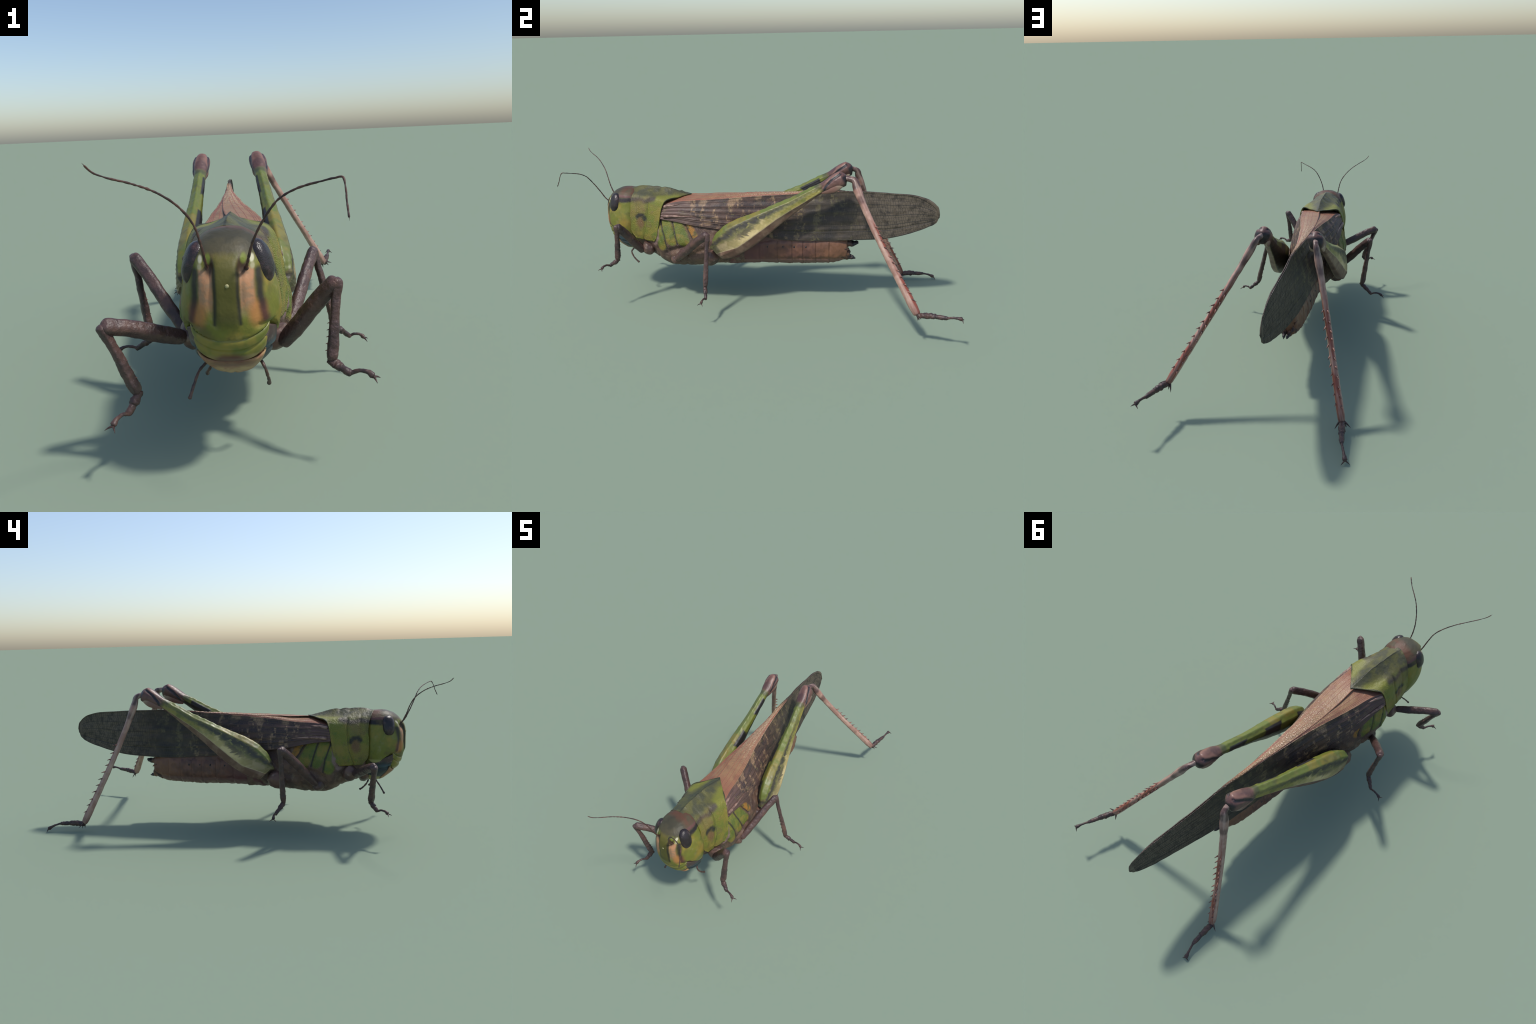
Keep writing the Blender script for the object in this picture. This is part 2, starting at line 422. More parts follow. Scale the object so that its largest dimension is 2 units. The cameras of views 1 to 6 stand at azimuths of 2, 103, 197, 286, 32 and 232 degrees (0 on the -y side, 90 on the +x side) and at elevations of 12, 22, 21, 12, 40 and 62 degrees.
def mat_wing_side(side):
    m = Mat("wing_membrane")
    y, z = m.y, m.z
    rear = (y + (m.noise(10, 3) - 0.5)*0.25).step(0.02, 0.32)
    front = m.mix((0.090, 0.052, 0.040), (0.042, 0.029, 0.028), m.noise(20, 4, co=m.vec(m.x, y*0.6, z*2), lo=0.40, hi=0.60))
    back = m.mix((0.040, 0.032, 0.025), (0.072, 0.054, 0.037), m.noise(16, 4, lo=0.42, hi=0.68))
    col = m.mix(front, back, rear)
    # small cells: rows along the wing, blocks across
    zz = z + (y + 0.45)*0.055
    row = (zz*84).floor(); cell = (y*70 + m.white(m.vec(row, row, row))*3).floor()
    cw = m.white(m.vec(row, cell, 3.0))
    clump = m.noise(11, 2, co=m.vec(0.0, y*1.9, zz*0.7), lo=0.50, hi=0.60)
    rag = m.noise(90, 3) - 0.5
    cells = (cw*0.6 + 0.2 + rag*1.3).step(0.36, 0.60)*clump
    stripe = ((y + (zz - 0.45)*0.15 + (m.noise(11, 2) - 0.5)*0.10)*46).sin().step(0.55, 0.9)
    band = z.step(0.505, 0.52)*rear.inv() + m.line(y, zz, [(-0.28, 0.442), (-0.08, 0.448)], 0.012, 0.005)
    cells = cells.max(stripe*band*0.8)
    tan = m.mix((0.29, 0.185, 0.105), (0.100, 0.085, 0.046), rear)
    col = m.mix(col, tan, cells*y.step(-0.36, -0.30)*y.step(0.62, 0.45)*0.9)
    # blackish veiled areas
    col = m.mix(col, (0.019, 0.018, 0.018), m.noise(7, 3, co=m.vec(0.0, y*1.3, zz*2.2), lo=0.53, hi=0.66)*0.75*y.step(0.75, 0.55))
    # tip: paler grey cells
    col = m.mix(col, (0.130, 0.103, 0.075), y.step(0.36, 0.66)*m.noise(45, 4, lo=0.30, hi=0.58)*0.8)
    # shoulder root: purplish
    col = m.mix(col, (0.14, 0.075, 0.065), (y + (m.noise(20, 2) - 0.5)*0.1).step(-0.30, -0.40)*0.7)
    fine = m.noise(330, 2, lo=0.56, hi=0.68)
    col = m.mix(col, (0.20, 0.145, 0.10), fine*0.35*rear.inv())
    return m.finish(col, 0.50, m.noise(220, 2) + m.noise(50, 3), 0.35, 0.002, spec=0.35)

def mat_wing_top():
    m = Mat("wing_dorsal_field")
    y = m.y
    w = m.noise(18, 3) - 0.5
    col = m.mix((0.270, 0.155, 0.076), (0.205, 0.105, 0.056), m.noise(14, 3, lo=0.4, hi=0.65))
    col = m.mix(col, (0.335, 0.222, 0.128), (y + w*0.15).step(-0.25, 0.05)*0.85)
    col = m.mix(col, (0.22, 0.085, 0.052), (y + w*0.1).step(-0.27, -0.38)*0.6)
    col = m.mix(col, (0.050, 0.042, 0.036), (y + w*0.06).step(0.30, 0.40)*0.95)
    net = m.voronoi(100, "DISTANCE_TO_EDGE", co=m.vec(m.x*0.6, y*1.2, m.z*0.4))
    col = m.mix(col, (0.46, 0.33, 0.24), net.step(0.10, 0.35)*y.step(-0.2, 0.05)*y.step(0.36, 0.28)*0.5)
    col = m.mix(col, (0.20, 0.095, 0.065), net.step(0.10, 0.0)*0.35)
    return m.finish(col, 0.45, net.step(0.0, 0.25)*(y.step(-0.30, 0.05)*0.85 + 0.15), 0.6, 0.004, spec=0.4)

def mat_vein():
    m = Mat("wing_vein")
    y = m.y
    col = m.mix((0.090, 0.055, 0.045), (0.055, 0.046, 0.038), y.step(-0.1, 0.3))
    pale = m.noise(9, 2, co=m.vec(0.0, y*1.7, m.z*1.6), lo=0.52, hi=0.60)
    col = m.mix(col, (0.19, 0.16, 0.075), pale*m.noise(45, 2, lo=0.48, hi=0.58)*0.8*y.step(0.7, 0.5))
    col = m.mix(col, (0.024, 0.022, 0.021), y.step(0.35, 0.60)*0.9)
    return m.finish(col, 0.5)

def mat_vein_red():
    m = Mat("wing_vein_red")
    return m.finish(m.mix((0.27, 0.10, 0.065), (0.20, 0.075, 0.055), m.noise(30, 2, lo=0.4, hi=0.6)), 0.5)

def mat_root():
    m = Mat("wing_root_chitin")
    col = m.mix((0.30, 0.19, 0.15), (0.11, 0.06, 0.05), m.noise(30, 3, lo=0.40, hi=0.62))
    return m.finish(col, 0.45, m.noise(80, 3), 0.3, 0.002)

def mat_leg():
    m = Mat("leg_chitin")
    col = m.mix((0.085, 0.048, 0.042), (0.055, 0.034, 0.033), m.noise(20, 4, lo=0.40, hi=0.62))
    col = m.mix(col, (0.135, 0.070, 0.052), m.noise(13, 3, lo=0.52, hi=0.70)*0.7)
    col = m.mix(col, (0.20, 0.135, 0.115), m.noise(140, 3, lo=0.62, hi=0.74)*0.5)
    return m.finish(col, 0.40, m.noise(110, 4) + m.noise(30, 2), 0.7, 0.004, spec=0.42)

def mat_tarsus():
    m = Mat("tarsus_chitin")
    col = m.mix((0.080, 0.045, 0.038), (0.045, 0.030, 0.030), m.noise(45, 3, lo=0.40, hi=0.60))
    return m.finish(col, 0.45, m.noise(120, 3), 0.35, 0.002)

def mat_claw():
    m = Mat("claw_chitin")
    return m.finish(m.mix((0.035, 0.022, 0.02), (0.085, 0.05, 0.04), m.noise(80, 2, lo=0.4, hi=0.6)), 0.35)

def mat_spine():
    m = Mat("spine_chitin")
    return m.finish(m.mix((0.26, 0.12, 0.09), (0.07, 0.035, 0.03), m.noise(60, 2, lo=0.45, hi=0.55)), 0.4)

def mat_tibia():
    # local frame: x along the shin, z towards the thorny back edge, y outward
    m = Mat("hind_tibia_chitin")
    x, z = m.x, m.z
    w = m.noise(22, 3) - 0.5
    col = m.mix((0.40, 0.245, 0.190), (0.30, 0.165, 0.128), m.noise(24, 4, lo=0.4, hi=0.6))
    zc = z + ((x - 0.30)/0.30).pow(2).min(1).inv()*0.011
    col = m.mix(col, (0.235, 0.050, 0.026), (zc + w*0.006).step(0.005, 0.011)*x.step(0.12, 0.22)*0.9)
    col = m.mix(col, (0.090, 0.050, 0.045), (x + w*0.02).step(0.055, 0.035))
    col = m.mix(col, (0.075, 0.034, 0.032), m.line(x + w*0.02, z, [(0.10, -1), (0.10, 1)], 0.018, 0.012)*0.75)
    col = m.mix(col, (0.12, 0.06, 0.05), (x + w*0.04).step(0.60, 0.70)*0.7)
    streak = m.noise(60, 3, co=m.vec(x*0.12, m.y, z), lo=0.45, hi=0.65)  # lengthwise highlights on the shin, painted as paler colour
    col = m.mix(col, (0.50, 0.36, 0.29), streak*0.45)
    return m.finish(col, 0.40, m.noise(80, 3), 0.3, 0.002, spec=0.45)

def mat_femur():
    # local frame: x from hip to knee, z up across the thigh, y outward
    m = Mat("hind_femur_chitin")
    yy, x = m.y, m.x/1.022
    z = m.z + (((x - 0.20)/0.23).abs().min(1).inv())*0.008
    w = m.noise(26, 4) - 0.5; w2 = m.noise(80, 4) - 0.5
    hatch = m.noise(60, 3, co=m.vec(x*0.9 + z*0.9, 0.0, (z - x)*0.10)) - 0.5
    up = FEM_UP; lo = FEM_LO
    def lin(p):   # piecewise height of a carina as a function of x
        out = None
        for (x0, z0), (x1, z1) in zip(p[:-1], p[1:]):
            t = ((x - x0)/(x1 - x0)).max(0).min(1)*(z1 - z0)
            out = t if out is None else out + t
        return out + p[0][1]
    zu, zl = lin(up), lin(lo)
    q = (z - zl)/(zu - zl)                       # 0 at lower keel, 1 at upper keel
    cream = m.mix((0.56, 0.44, 0.22), (0.40, 0.32, 0.13), m.noise(20, 3, lo=0.4, hi=0.6))
    gy = m.mix((0.235, 0.20, 0.045), (0.135, 0.14, 0.032), m.noise(24, 3, lo=0.4, hi=0.6))
    col = m.mix(cream, gy, (x + w*0.12 + (q - 0.4)*0.10).step(0.24, 0.42))
    col = m.mix(col, (0.19, 0.18, 0.05), (q + hatch*0.8 + w*0.4).step(0.40, 0.60)*0.85)
    blotch = m.line(x + w*0.03, q + hatch*0.4 + w*0.40, [(0.03, 0.78), (0.15, 0.84), (0.28, 0.74)], 0.18, 0.20)*(m.noise(34, 4, co=m.vec(x*1.0, 0.0, z*1.4)) + 0.18).step(0.50, 0.62)
    blotch = blotch.max(m.blob(x + w*0.04, q + hatch*0.8, (0.19, 0.42), (0.055, 0.17), 0.4, w2)*0.8)
    blotch = blotch.max(m.line(x + w*0.03, q + hatch*0.6, [(-0.01, 0.1), (0.02, 0.5)], 0.12, 0.1)*0.6)
    col = m.mix(col, (0.036, 0.032, 0.034), blotch*0.92)
    col = m.mix(col, (0.055, 0.052, 0.025), m.line(x + w*0.05, q + hatch*0.4, [(0.36, 0.80), (0.60, 0.55)], 0.06, 0.14)*0.35*m.noise(60, 3, lo=0.45, hi=0.6))
    # upper green band, ventral brown band
    green = m.mix((0.118, 0.145, 0.030), (0.185, 0.155, 0.030), m.noise(12, 3, lo=0.45, hi=0.62))
    green = m.mix(green, (0.075, 0.080, 0.032), m.noise(17, 4, lo=0.54, hi=0.70)*0.6)
    green = m.mix(green, (0.17, 0.165, 0.06), m.noise(30, 3, lo=0.5, hi=0.7)*0.5)
    topm = (q + w*0.03).step(0.98, 1.02)
    # inner side: green with dark cross bands
    inner = yy.step(0.0, -0.010)
    inside = m.mix((0.14, 0.155, 0.028), (0.025, 0.024, 0.024), (((x + w*0.05)*28).sin()).step(-0.1, 0.25))
    inside = m.mix(inside, (0.030, 0.026, 0.020), q.step(0.62, 0.45))
    col = m.mix(col, inside, inner)
    col = m.mix(col, green, topm*yy.step(-0.016, -0.010).max(inner.inv()))
    ven = m.mix((0.130, 0.070, 0.050), (0.20, 0.125, 0.085), m.noise(22, 3, lo=0.42, hi=0.62))
    col = m.mix(col, ven, (q + w*0.05).step(0.02, -0.05)*inner.inv())
    col = m.mix(col, (0.42, 0.33, 0.22), m.line(q, q, [(0.0, 0.0), (0.001, 0.001)], 0.03, 0.03)*inner.inv()*0.6)
    # knee
    knee = (x + w*0.02).step(0.585, 0.615)
    kcol = m.mix((0.135, 0.068, 0.056), (0.085, 0.045, 0.042), m.noise(20, 3, lo=0.4, hi=0.62))
    kcol = m.mix(kcol, (0.022, 0.020, 0.024), m.line(x, z, [(0.60, -0.022), (0.622, 0.004), (0.665, 0.022), (0.71, 0.026)], 0.0055, 0.003)*yy.abs().step(0.008, 0.014))
    kcol = m.mix(kcol, (0.26, 0.135, 0.10), m.line(x, z, [(0.61, 0.008), (0.66, 0.032), (0.71, 0.037)], 0.003, 0.003)*0.6)
    kcol = m.mix(kcol, (0.020, 0.016, 0.016), x.step(0.700, 0.715)*z.step(0.016, 0.004))  # shadowed opening of the knee hood, drawn as near-black colour, no hollow
    kcol = m.mix(kcol, (0.20, 0.115, 0.10), m.noise(90, 4, lo=0.58, hi=0.72)*0.4)
    col = m.mix(col, kcol, knee)
    col = m.mix(col, (0.04, 0.038, 0.034), m.line(x + w*0.01, z, [(0.588, -1), (0.588, 1)], 0.012, 0.008)*z.step(0.0, 0.02)*0.6)
    rib = ((x + z.abs()*0.8)*260).sin()
    return m.finish(col, 0.42, rib*0.25*inner.inv()*q.step(1.0, 0.9)*q.step(0.0, 0.1) + m.noise(70, 3), 0.35, 0.002, spec=0.4)

def mat_lobe():
    m = Mat("knee_lobe_chitin")
    col = m.mix((0.19, 0.100, 0.078), (0.37, 0.29, 0.21), (m.x + (m.noise(30, 2) - 0.5)*0.03).step(0.66, 0.73))
    return m.finish(col, 0.4, m.noise(60, 3), 0.25, 0.002)

def mat_eye():
    m = Mat("compound_eye")
    col = m.mix((0.020, 0.015, 0.016), (0.075, 0.040, 0.038), m.noise(28, 4, lo=0.48, hi=0.70))
    col = m.mix(col, (0.16, 0.13, 0.125), m.noise(55, 4, lo=0.60, hi=0.72)*0.7)  # broken reflections on the eye, mixed into its colour as pale patches
    return m.finish(col, 0.30, m.voronoi(420)*0.5 + m.noise(40, 3)*2.0, 0.3, 0.003, spec=0.45)

def mat_ocellus():
    m = Mat("ocellus"); return m.finish(m.mix((0.42, 0.38, 0.20), (0.30, 0.28, 0.12), m.noise(80, 2)), 0.3)

def mat_antenna():
    m = Mat("antenna_chitin")
    col = m.mix((0.095, 0.045, 0.034), (0.045, 0.026, 0.024), m.noise(40, 3, lo=0.4, hi=0.6))
    return m.finish(col, 0.5)

def mat_palp():
    m = Mat("palp_chitin")
    return m.finish(m.mix((0.10, 0.055, 0.042), (0.05, 0.032, 0.03), m.noise(60, 3, lo=0.4, hi=0.6)), 0.45, m.noise(120, 2), 0.3, 0.002)

def mat_coxa():
    m = Mat("coxa_chitin")
    col = m.mix((0.135, 0.075, 0.056), (0.070, 0.042, 0.036), m.noise(26, 4, lo=0.38, hi=0.62))
    col = m.mix(col, (0.23, 0.165, 0.135), m.noise(40, 3, lo=0.56, hi=0.72)*0.7)
    return m.finish(col, 0.42, m.noise(70, 4), 0.4, 0.003, spec=0.4)

def mat_tail():
    m = Mat("tail_chitin")
    col = m.mix((0.16, 0.075, 0.042), (0.055, 0.032, 0.028), m.noise(36, 4, lo=0.40, hi=0.60))
    col = m.mix(col, (0.022, 0.020, 0.022), m.y.step(0.462, 0.488))
    return m.finish(col, 0.42, m.noise(80, 4), 0.4, 0.003)

# ------------------------------------------------------------------ the thing
locust = bpy.data.objects.new("locust", None)
link(locust, None)
locust["label"] = "green and brown locust standing with wings folded"
locust["category"] = "insect"

def xc(y):
    """midline of the body: it bends a little to one side towards the tail"""
    return interp(y, [-0.82, -0.65, -0.343, 0.0, 0.25, 0.5], [0.016, 0.010, 0.004, -0.016, -0.040, -0.056])

# ---------------- head
HX = 0.015
HZ = [0.234, 0.238, 0.250, 0.270, 0.290, 0.309, 0.337, 0.371, 0.405, 0.458, 0.492, 0.515, 0.531, 0.554, 0.568, 0.575, 0.578]
HF = [-0.650, -0.674, -0.697, -0.723, -0.747, -0.766, -0.784, -0.794, -0.800, -0.800, -0.797, -0.790, -0.779, -0.757, -0.733, -0.713, -0.695]
HB = [-0.640, -0.632, -0.622, -0.615, -0.610, -0.607, -0.605, -0.605, -0.605, -0.605, -0.605, -0.607, -0.610, -0.618, -0.632, -0.655, -0.690]
HW = [0.001, 0.020, 0.046, 0.070, 0.085, 0.093, 0.100, 0.107, 0.109, 0.102, 0.092, 0.086, 0.080, 0.065, 0.045, 0.025, 0.001]

def head_point(th, z, off=0.0):
    """point on the head outline: th = 0 at the face, pi/2 at the animal's left cheek"""
    th = np.asarray(th, float); z = np.asarray(z, float)
    f, b, w = interp(z, HZ, HF), interp(z, HZ, HB), interp(z, HZ, HW)
    yc = np.where(z > 0.53, -0.68, -0.675); yc = interp(z, [0.23, 0.30, 0.4, 0.54, 0.578], [-0.648, -0.668, -0.675, -0.678, -0.692])
    c, s = np.cos(th), np.sin(th)
    n = 2.0 / 2.25
    ex = np.sign(s) * np.abs(s)**n
    ey = np.sign(c) * np.abs(c)**n
    y = np.where(c > 0, yc + (f - yc)*ey, yc - (b - yc)*ey)
    x = HX + w*ex
    P = np.stack([x, y, z + 0*th], -1)
    d = np.stack([ex / np.maximum(w, .02), np.where(c > 0, -ey / 0.12, -ey/0.07), 0*th + (z-0.45)*6], -1)
    d /= np.linalg.norm(d, axis=-1, keepdims=True)
    return P + d * (off if np.isscalar(off) else np.asarray(off)[..., None])

def build_head():
    M = mat_head()
    nt, nz = 144, 130
    th = np.linspace(0, 2*np.pi, nt, endpoint=False) - np.pi
    zz = 0.406 + 0.172*np.sin(np.linspace(-np.pi/2, np.pi/2, nz))
    TH, ZZ = np.meshgrid(th, zz)
    P = head_point(TH, ZZ)
    ax = np.abs(P[..., 0] - HX); z = ZZ; front = sstep(-P[..., 1], 0.71, 0.755)
    off = np.zeros_like(z)
    off += 0.0035*sstep(ax, 0.027, 0.020)*sstep(z, 0.375, 0.40)*sstep(z, 0.535, 0.51)*front      # frontal ridge
    off -= 0.0045*bump1(ax, 0.031, 0.006)*sstep(z, 0.40, 0.44)*sstep(z, 0.53, 0.51)*front
    off -= 0.008*np.exp(-(((ax-0.040)/0.011)**2 + ((z-0.507)/0.017)**2))*front                    # antennal pits
    off -= 0.004*np.exp(-((ax-0.066)/0.006)**2)*sstep(z, 0.37, 0.40)*sstep(z, 0.49, 0.46)*front  # groove under the eye
    off += 0.002*np.exp(-(((z-0.41)/0.05)**2))*np.exp(-((P[..., 1]+0.68)/0.04)**2)               # bulging cheek
    off -= 0.006*bump1(np.abs(z - (0.385)), 0, 0.005)*sstep(P[..., 1], -0.73, -0.745)*sstep(ax, 0.05, 0.07)
    # mouth hollow: everything under the cheeks and the face plate retreats
    cheek = interp(P[..., 1], [-0.80, -0.76, -0.745, -0.725, -0.69, -0.66, -0.64, -0.60], [0.356, 0.380, 0.384, 0.374, 0.346, 0.340, 0.352, 0.37])
    cheek = np.where(ax < 0.09, np.minimum(cheek, 0.356 + (ax/0.09)**2*0.028), cheek)
    off -= (0.007 + 0.006*sstep(ax, 0.05, 0.08))*sstep(z, cheek + 0.001, cheek - 0.004)
    P = head_point(TH, ZZ, off)
    P += (fbm(P, 30)*0.0012)[..., None]*np.array([0.5, -0.5, 0.5])
    head = loft("head", P, M, locust)
    # face plate and lips, following the same head outline
    def plate(name, zt, zb, half, off, mat, nx=50, nzz=26, sag=None, thick=0.010):
        u = np.linspace(-1, 1, nx); v = np.linspace(0, 1, nzz)
        U, V = np.meshgrid(u, v)
        za, zb_ = zt(np.abs(U)), zb(np.abs(U))
        Z = za + (zb_ - za)*V
        o = off - 0.006*np.maximum(np.abs(U)**8, np.abs(2*V-1)**8)
        if sag is not None: o = o + sag(U, V)
        P = head_point(U*half(V), Z, o)
        P += (fbm(P, 45)*0.0010)[..., None]*np.array([0.3, -1, 0.3])
        return shell(name, outward(P, (HX, -0.66, 0.40)), thick, mat, head)
    plate("clypeus", lambda a: 0.358 + 0.027*a**2, lambda a: 0.294 + 0.038*a**2.5, lambda V: 0.92 - 0.06*np.sin(V*np.pi)*(V > 0.4), 0.001, mat_face_plate(),
          sag=lambda U, V: -0.0045*bump1(V, 0.45, 0.07) + 0.002*bump1(V, 0.7, 0.15))
    plate("labrum", lambda a: 0.299 + 0.020*a**3, lambda a: 0.240 + 0.022*a**2, lambda V: 0.90 - 0.06*V, 0.003, mat_labrum(),
          sag=lambda U, V: -0.004*bump1(U, 0, 0.12)*V + 0.003*bump1(np.abs(U), 0.6, 0.3))
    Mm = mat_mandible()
    for sgn in (1, -1):
        u = np.linspace(0, 1, 40); v = np.linspace(0, 1, 28)
        U, V = np.meshgrid(u, v)
        TH = (0.80 + 1.35*U)*sgn
        Z = (0.382 - 0.052*U) + ((0.262 + 0.012*U) - (0.382 - 0.052*U))*V
        o = -0.004 + 0.004*np.sin(np.pi*V)*np.sin(np.pi*U) - 0.008*bump1(V, 0.55, 0.07)
        P = head_point(TH, Z, o)
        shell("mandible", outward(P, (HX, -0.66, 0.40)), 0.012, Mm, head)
    # compound eyes
    Me = mat_eye()
    for sgn in (1, -1):
        c = np.array([HX + sgn*0.0690, -0.726, 0.510])
        up = np.array([-sgn*0.30, 0.12, 1.0]); up /= np.linalg.norm(up)
        out = np.array([sgn*1.0, -0.35, 0.15]); out -= up*(out@up); out /= np.linalg.norm(out)
        fw = np.cross(up, out)
        P = ellipsoid_grid(c, np.eye(3), 44, 52) - c
        P = np.sign(P)*np.abs(P)**0.86                       # slightly boxy bean
        P = c + P[..., :1]*up*0.048 + P[..., 1:2]*fw*0.029 + P[..., 2:]*out*0.0255
        P += ((P - c)/0.03)*(fbm(P, 40)*0.0008)[..., None]
        loft("eye", P, Me, head)
    Mo = mat_ocellus()
    for c, r in (((0.018, -0.8005, 0.477), 0.0048),):
        loft("ocellus", ellipsoid_grid(c, np.eye(3)*r, 12, 16), Mo, head)
    # palps
    Mp = mat_palp()
    for P, r in (([(0.072, -0.655, 0.262), (0.083, -0.668, 0.245), (0.088, -0.660, 0.222), (0.091, -0.642, 0.200), (0.090, -0.628, 0.186)], 0.0042),
                 ([(-0.050, -0.668, 0.262), (-0.066, -0.680, 0.248), (-0.078, -0.700, 0.222), (-0.088, -0.718, 0.194)], 0.0038),
                 ([(0.030, -0.640, 0.245), (0.035, -0.618, 0.232), (0.040, -0.590, 0.226)], 0.0045),
                 ([(-0.040, -0.640, 0.250), (-0.050, -0.628, 0.228), (-0.058, -0.612, 0.212), (-0.060, -0.598, 0.203)], 0.0042)):
        rad = lambda s, r=r: r*(0.75 + 0.22*np.abs(np.sin(s*np.pi*3.5)) + 0.35*sstep(s, 0.75, 0.95))
        limb("palp", P, rad, Mp, head, n=44, nv=12, rough=0.0008, nscale=120)
    # throat
    limb("labium", [(HX, -0.655, 0.262), (HX, -0.630, 0.275), (HX, -0.600, 0.300)], [(0, 0.030), (0.5, 0.055), (1, 0.05)], mat_coxa(), head, n=20, nv=28, flat=1.2, rough=0.003)
    return head

def build_antennae():
    M = mat_antenna()
    left = [(0.054, -0.765, 0.500), (0.059, -0.785, 0.515), (0.072, -0.813, 0.563), (0.094, -0.833, 0.609), (0.130, -0.852, 0.655), (0.161, -0.866, 0.672), (0.200, -0.886, 0.684), (0.222, -0.901, 0.690), (0.235, -0.912, 0.692), (0.2385, -0.922, 0.677), (0.2395, -0.930, 0.655), (0.242, -0.945, 0.622)]
    right = [(-0.022, -0.765, 0.500), (-0.024, -0.782, 0.520), (-0.028, -0.803, 0.560), (-0.039, -0.821, 0.608), (-0.060, -0.842, 0.643), (-0.091, -0.877, 0.674), (-0.128, -0.922, 0.697), (-0.156, -0.962, 0.711), (-0.171, -0.984, 0.722), (-0.180, -0.997, 0.737)]
    for P in (left, right):
        def rad(s):
            bead = 0.86 + 0.30*np.abs(np.sin(s*np.pi*26))**0.6
            return (0.0027 - 0.0013*s**1.2)*bead*(1 + 1.5*sstep(s, 0.05, 0.02)) * np.where(s > 0.985, 0.4, 1)
        limb("antenna", P, rad, M, locust, n=240, nv=10, rough=0.0007, nscale=90, tip=False)

# ---------------- pronotum
def build_pronotum():
    M = mat_pronotum()
    # stations across: keel .. rim; half sections (x, z) at the front, middle and rear, and margins in y
    T = [0, .10, .22, .34, .46, .58, .70, .82, .92, 1]
    fr = [(0, .5750), (.016, .5725), (.036, .565), (.059, .549), (.078, .521), (.091, .483), (.097, .440), (.100, .395), (.099, .362), (.094, .344)]
    mi = [(0, .587), (.016, .576), (.038, .563), (.065, .548), (.083, .523), (.096, .488), (.104, .444), (.111, .396), (.113, .356), (.108, .331)]
    re = [(0, .5815), (.015, .570), (.044, .556), (.079, .5445), (.103, .526), (.117, .490), (.126, .444), (.133, .392), (.135, .352), (.129, .328)]
    tip = [(0, .5485), (.020, .543), (.050, .5355), (.082, .5305), (.106, .520), (.121, .488), (.131, .444), (.138, .392), (.139, .352), (.132, .328)]
    yf = [-.657, -.655, -.651, -.645, -.639, -.638, -.643, -.642, -.636, -.612]
    yr = [-.341, -.362, -.392, -.424, -.450, -.463, -.471, -.482, -.492, -.512]
    nt, ns = 60, 120
    t = np.linspace(0, 1, nt); s = np.linspace(0, 1, ns)
    secs = np.stack([interp(t, T, k) for k in (fr, mi, re, tip)])      # 4, nt, 2
    f, r = interp(t, T, yf), interp(t, T, yr)
    Yh = f[None, :] + (r - f)[None, :]*s[:, None]                       # ns, nt
    XZ = np.zeros((ns, nt, 2))
    for j in range(nt):
        XZ[:, j] = interp(Yh[:, j], [-.657, -.593, -.480, -.341], secs[:, j])
    half = np.stack([XZ[..., 0], Yh, XZ[..., 1]], -1)
    # keel profile: three little saddles
    dz = -0.004*bump1(Yh, -0.497, 0.010) - 0.002*bump1(Yh, -0.545, 0.012) + 0.002*bump1(Yh, -0.46, 0.03)
    tt = np.broadcast_to(t, Yh.shape)
    half[..., 2] += dz*np.exp(-(tt/0.16)**2)
    # furrows on the flanks and raised rim
    groove = -0.0045*bump1(Yh - (-0.541 - 0.03*sstep(0.52 - half[..., 2], 0.0, 0.19)), 0, 0.006)*sstep(tt, 0.3, 0.4)
    groove += -0.0035*bump1(Yh, -0.600, 0.007)*bump1(tt, 0.55, 0.25) - 0.003*bump1(Yh, -0.575, 0.006)*bump1(tt, 0.72, 0.12)
    groove += 0.003*np.exp(-((s[:, None]-1)/0.03)**2) + 0.002*np.exp(-(s[:, None]/0.03)**2) + 0.003*sstep(tt, 0.95, 1.0)
    groove += -0.004*bump1(tt, 0.24, 0.08)*bump1(Yh, -0.47, 0.05) + 0.003*bump1(tt, 0.36, 0.06)*sstep(Yh, -0.55, -0.48)
    n = normals_of(half, False); n = np.where(n[..., :1]*0 + n[..., 2:3] + n[..., 0:1] < 0, -n, n)
    half = half + n*groove[..., None]
    L = half.copy(); R = half.copy(); R[..., 0] *= -1
    V = np.concatenate([R[:, ::-1], L[:, 1:]], 1)
    V[..., 0] += xc(V[..., 1])
    V[..., 0] -= 0.004*sstep(V[..., 1], -0.5, -0.35)
    nn = normals_of(V, False)
    V = V + nn*(fbm(V, 28)*0.0009 + fbm(V, 120)*0.0004)[..., None]
    if nn[ns//2, nt, 2] < 0: V = V[:, ::-1]
    shell("pronotum", V, 0.006, M, locust)

# ---------------- thorax
def section_loft(ys, secs, nv=48, n=90, power=1.0):
    """secs: per station list of half-section control points (x, z) from top to bottom"""
    k = np.linspace(0, 1, len(secs[0])); t = np.linspace(0, 1, nv)
    S = np.stack([interp(t, k, np.array(q)) for q in secs])
    Y = np.linspace(ys[0], ys[-1], n)
    G = interp(Y, ys, S.reshape(len(ys), -1)).reshape(n, nv, 2)
    half = np.stack([G[..., 0], np.broadcast_to(Y[:, None], G.shape[:2]), G[..., 1]], -1)
    R = half.copy(); R[..., 0] *= -1
    V = np.concatenate([half, R[:, ::-1][:, 1:-1]], 1)
    V[..., 0] += xc(V[..., 1])
    return V

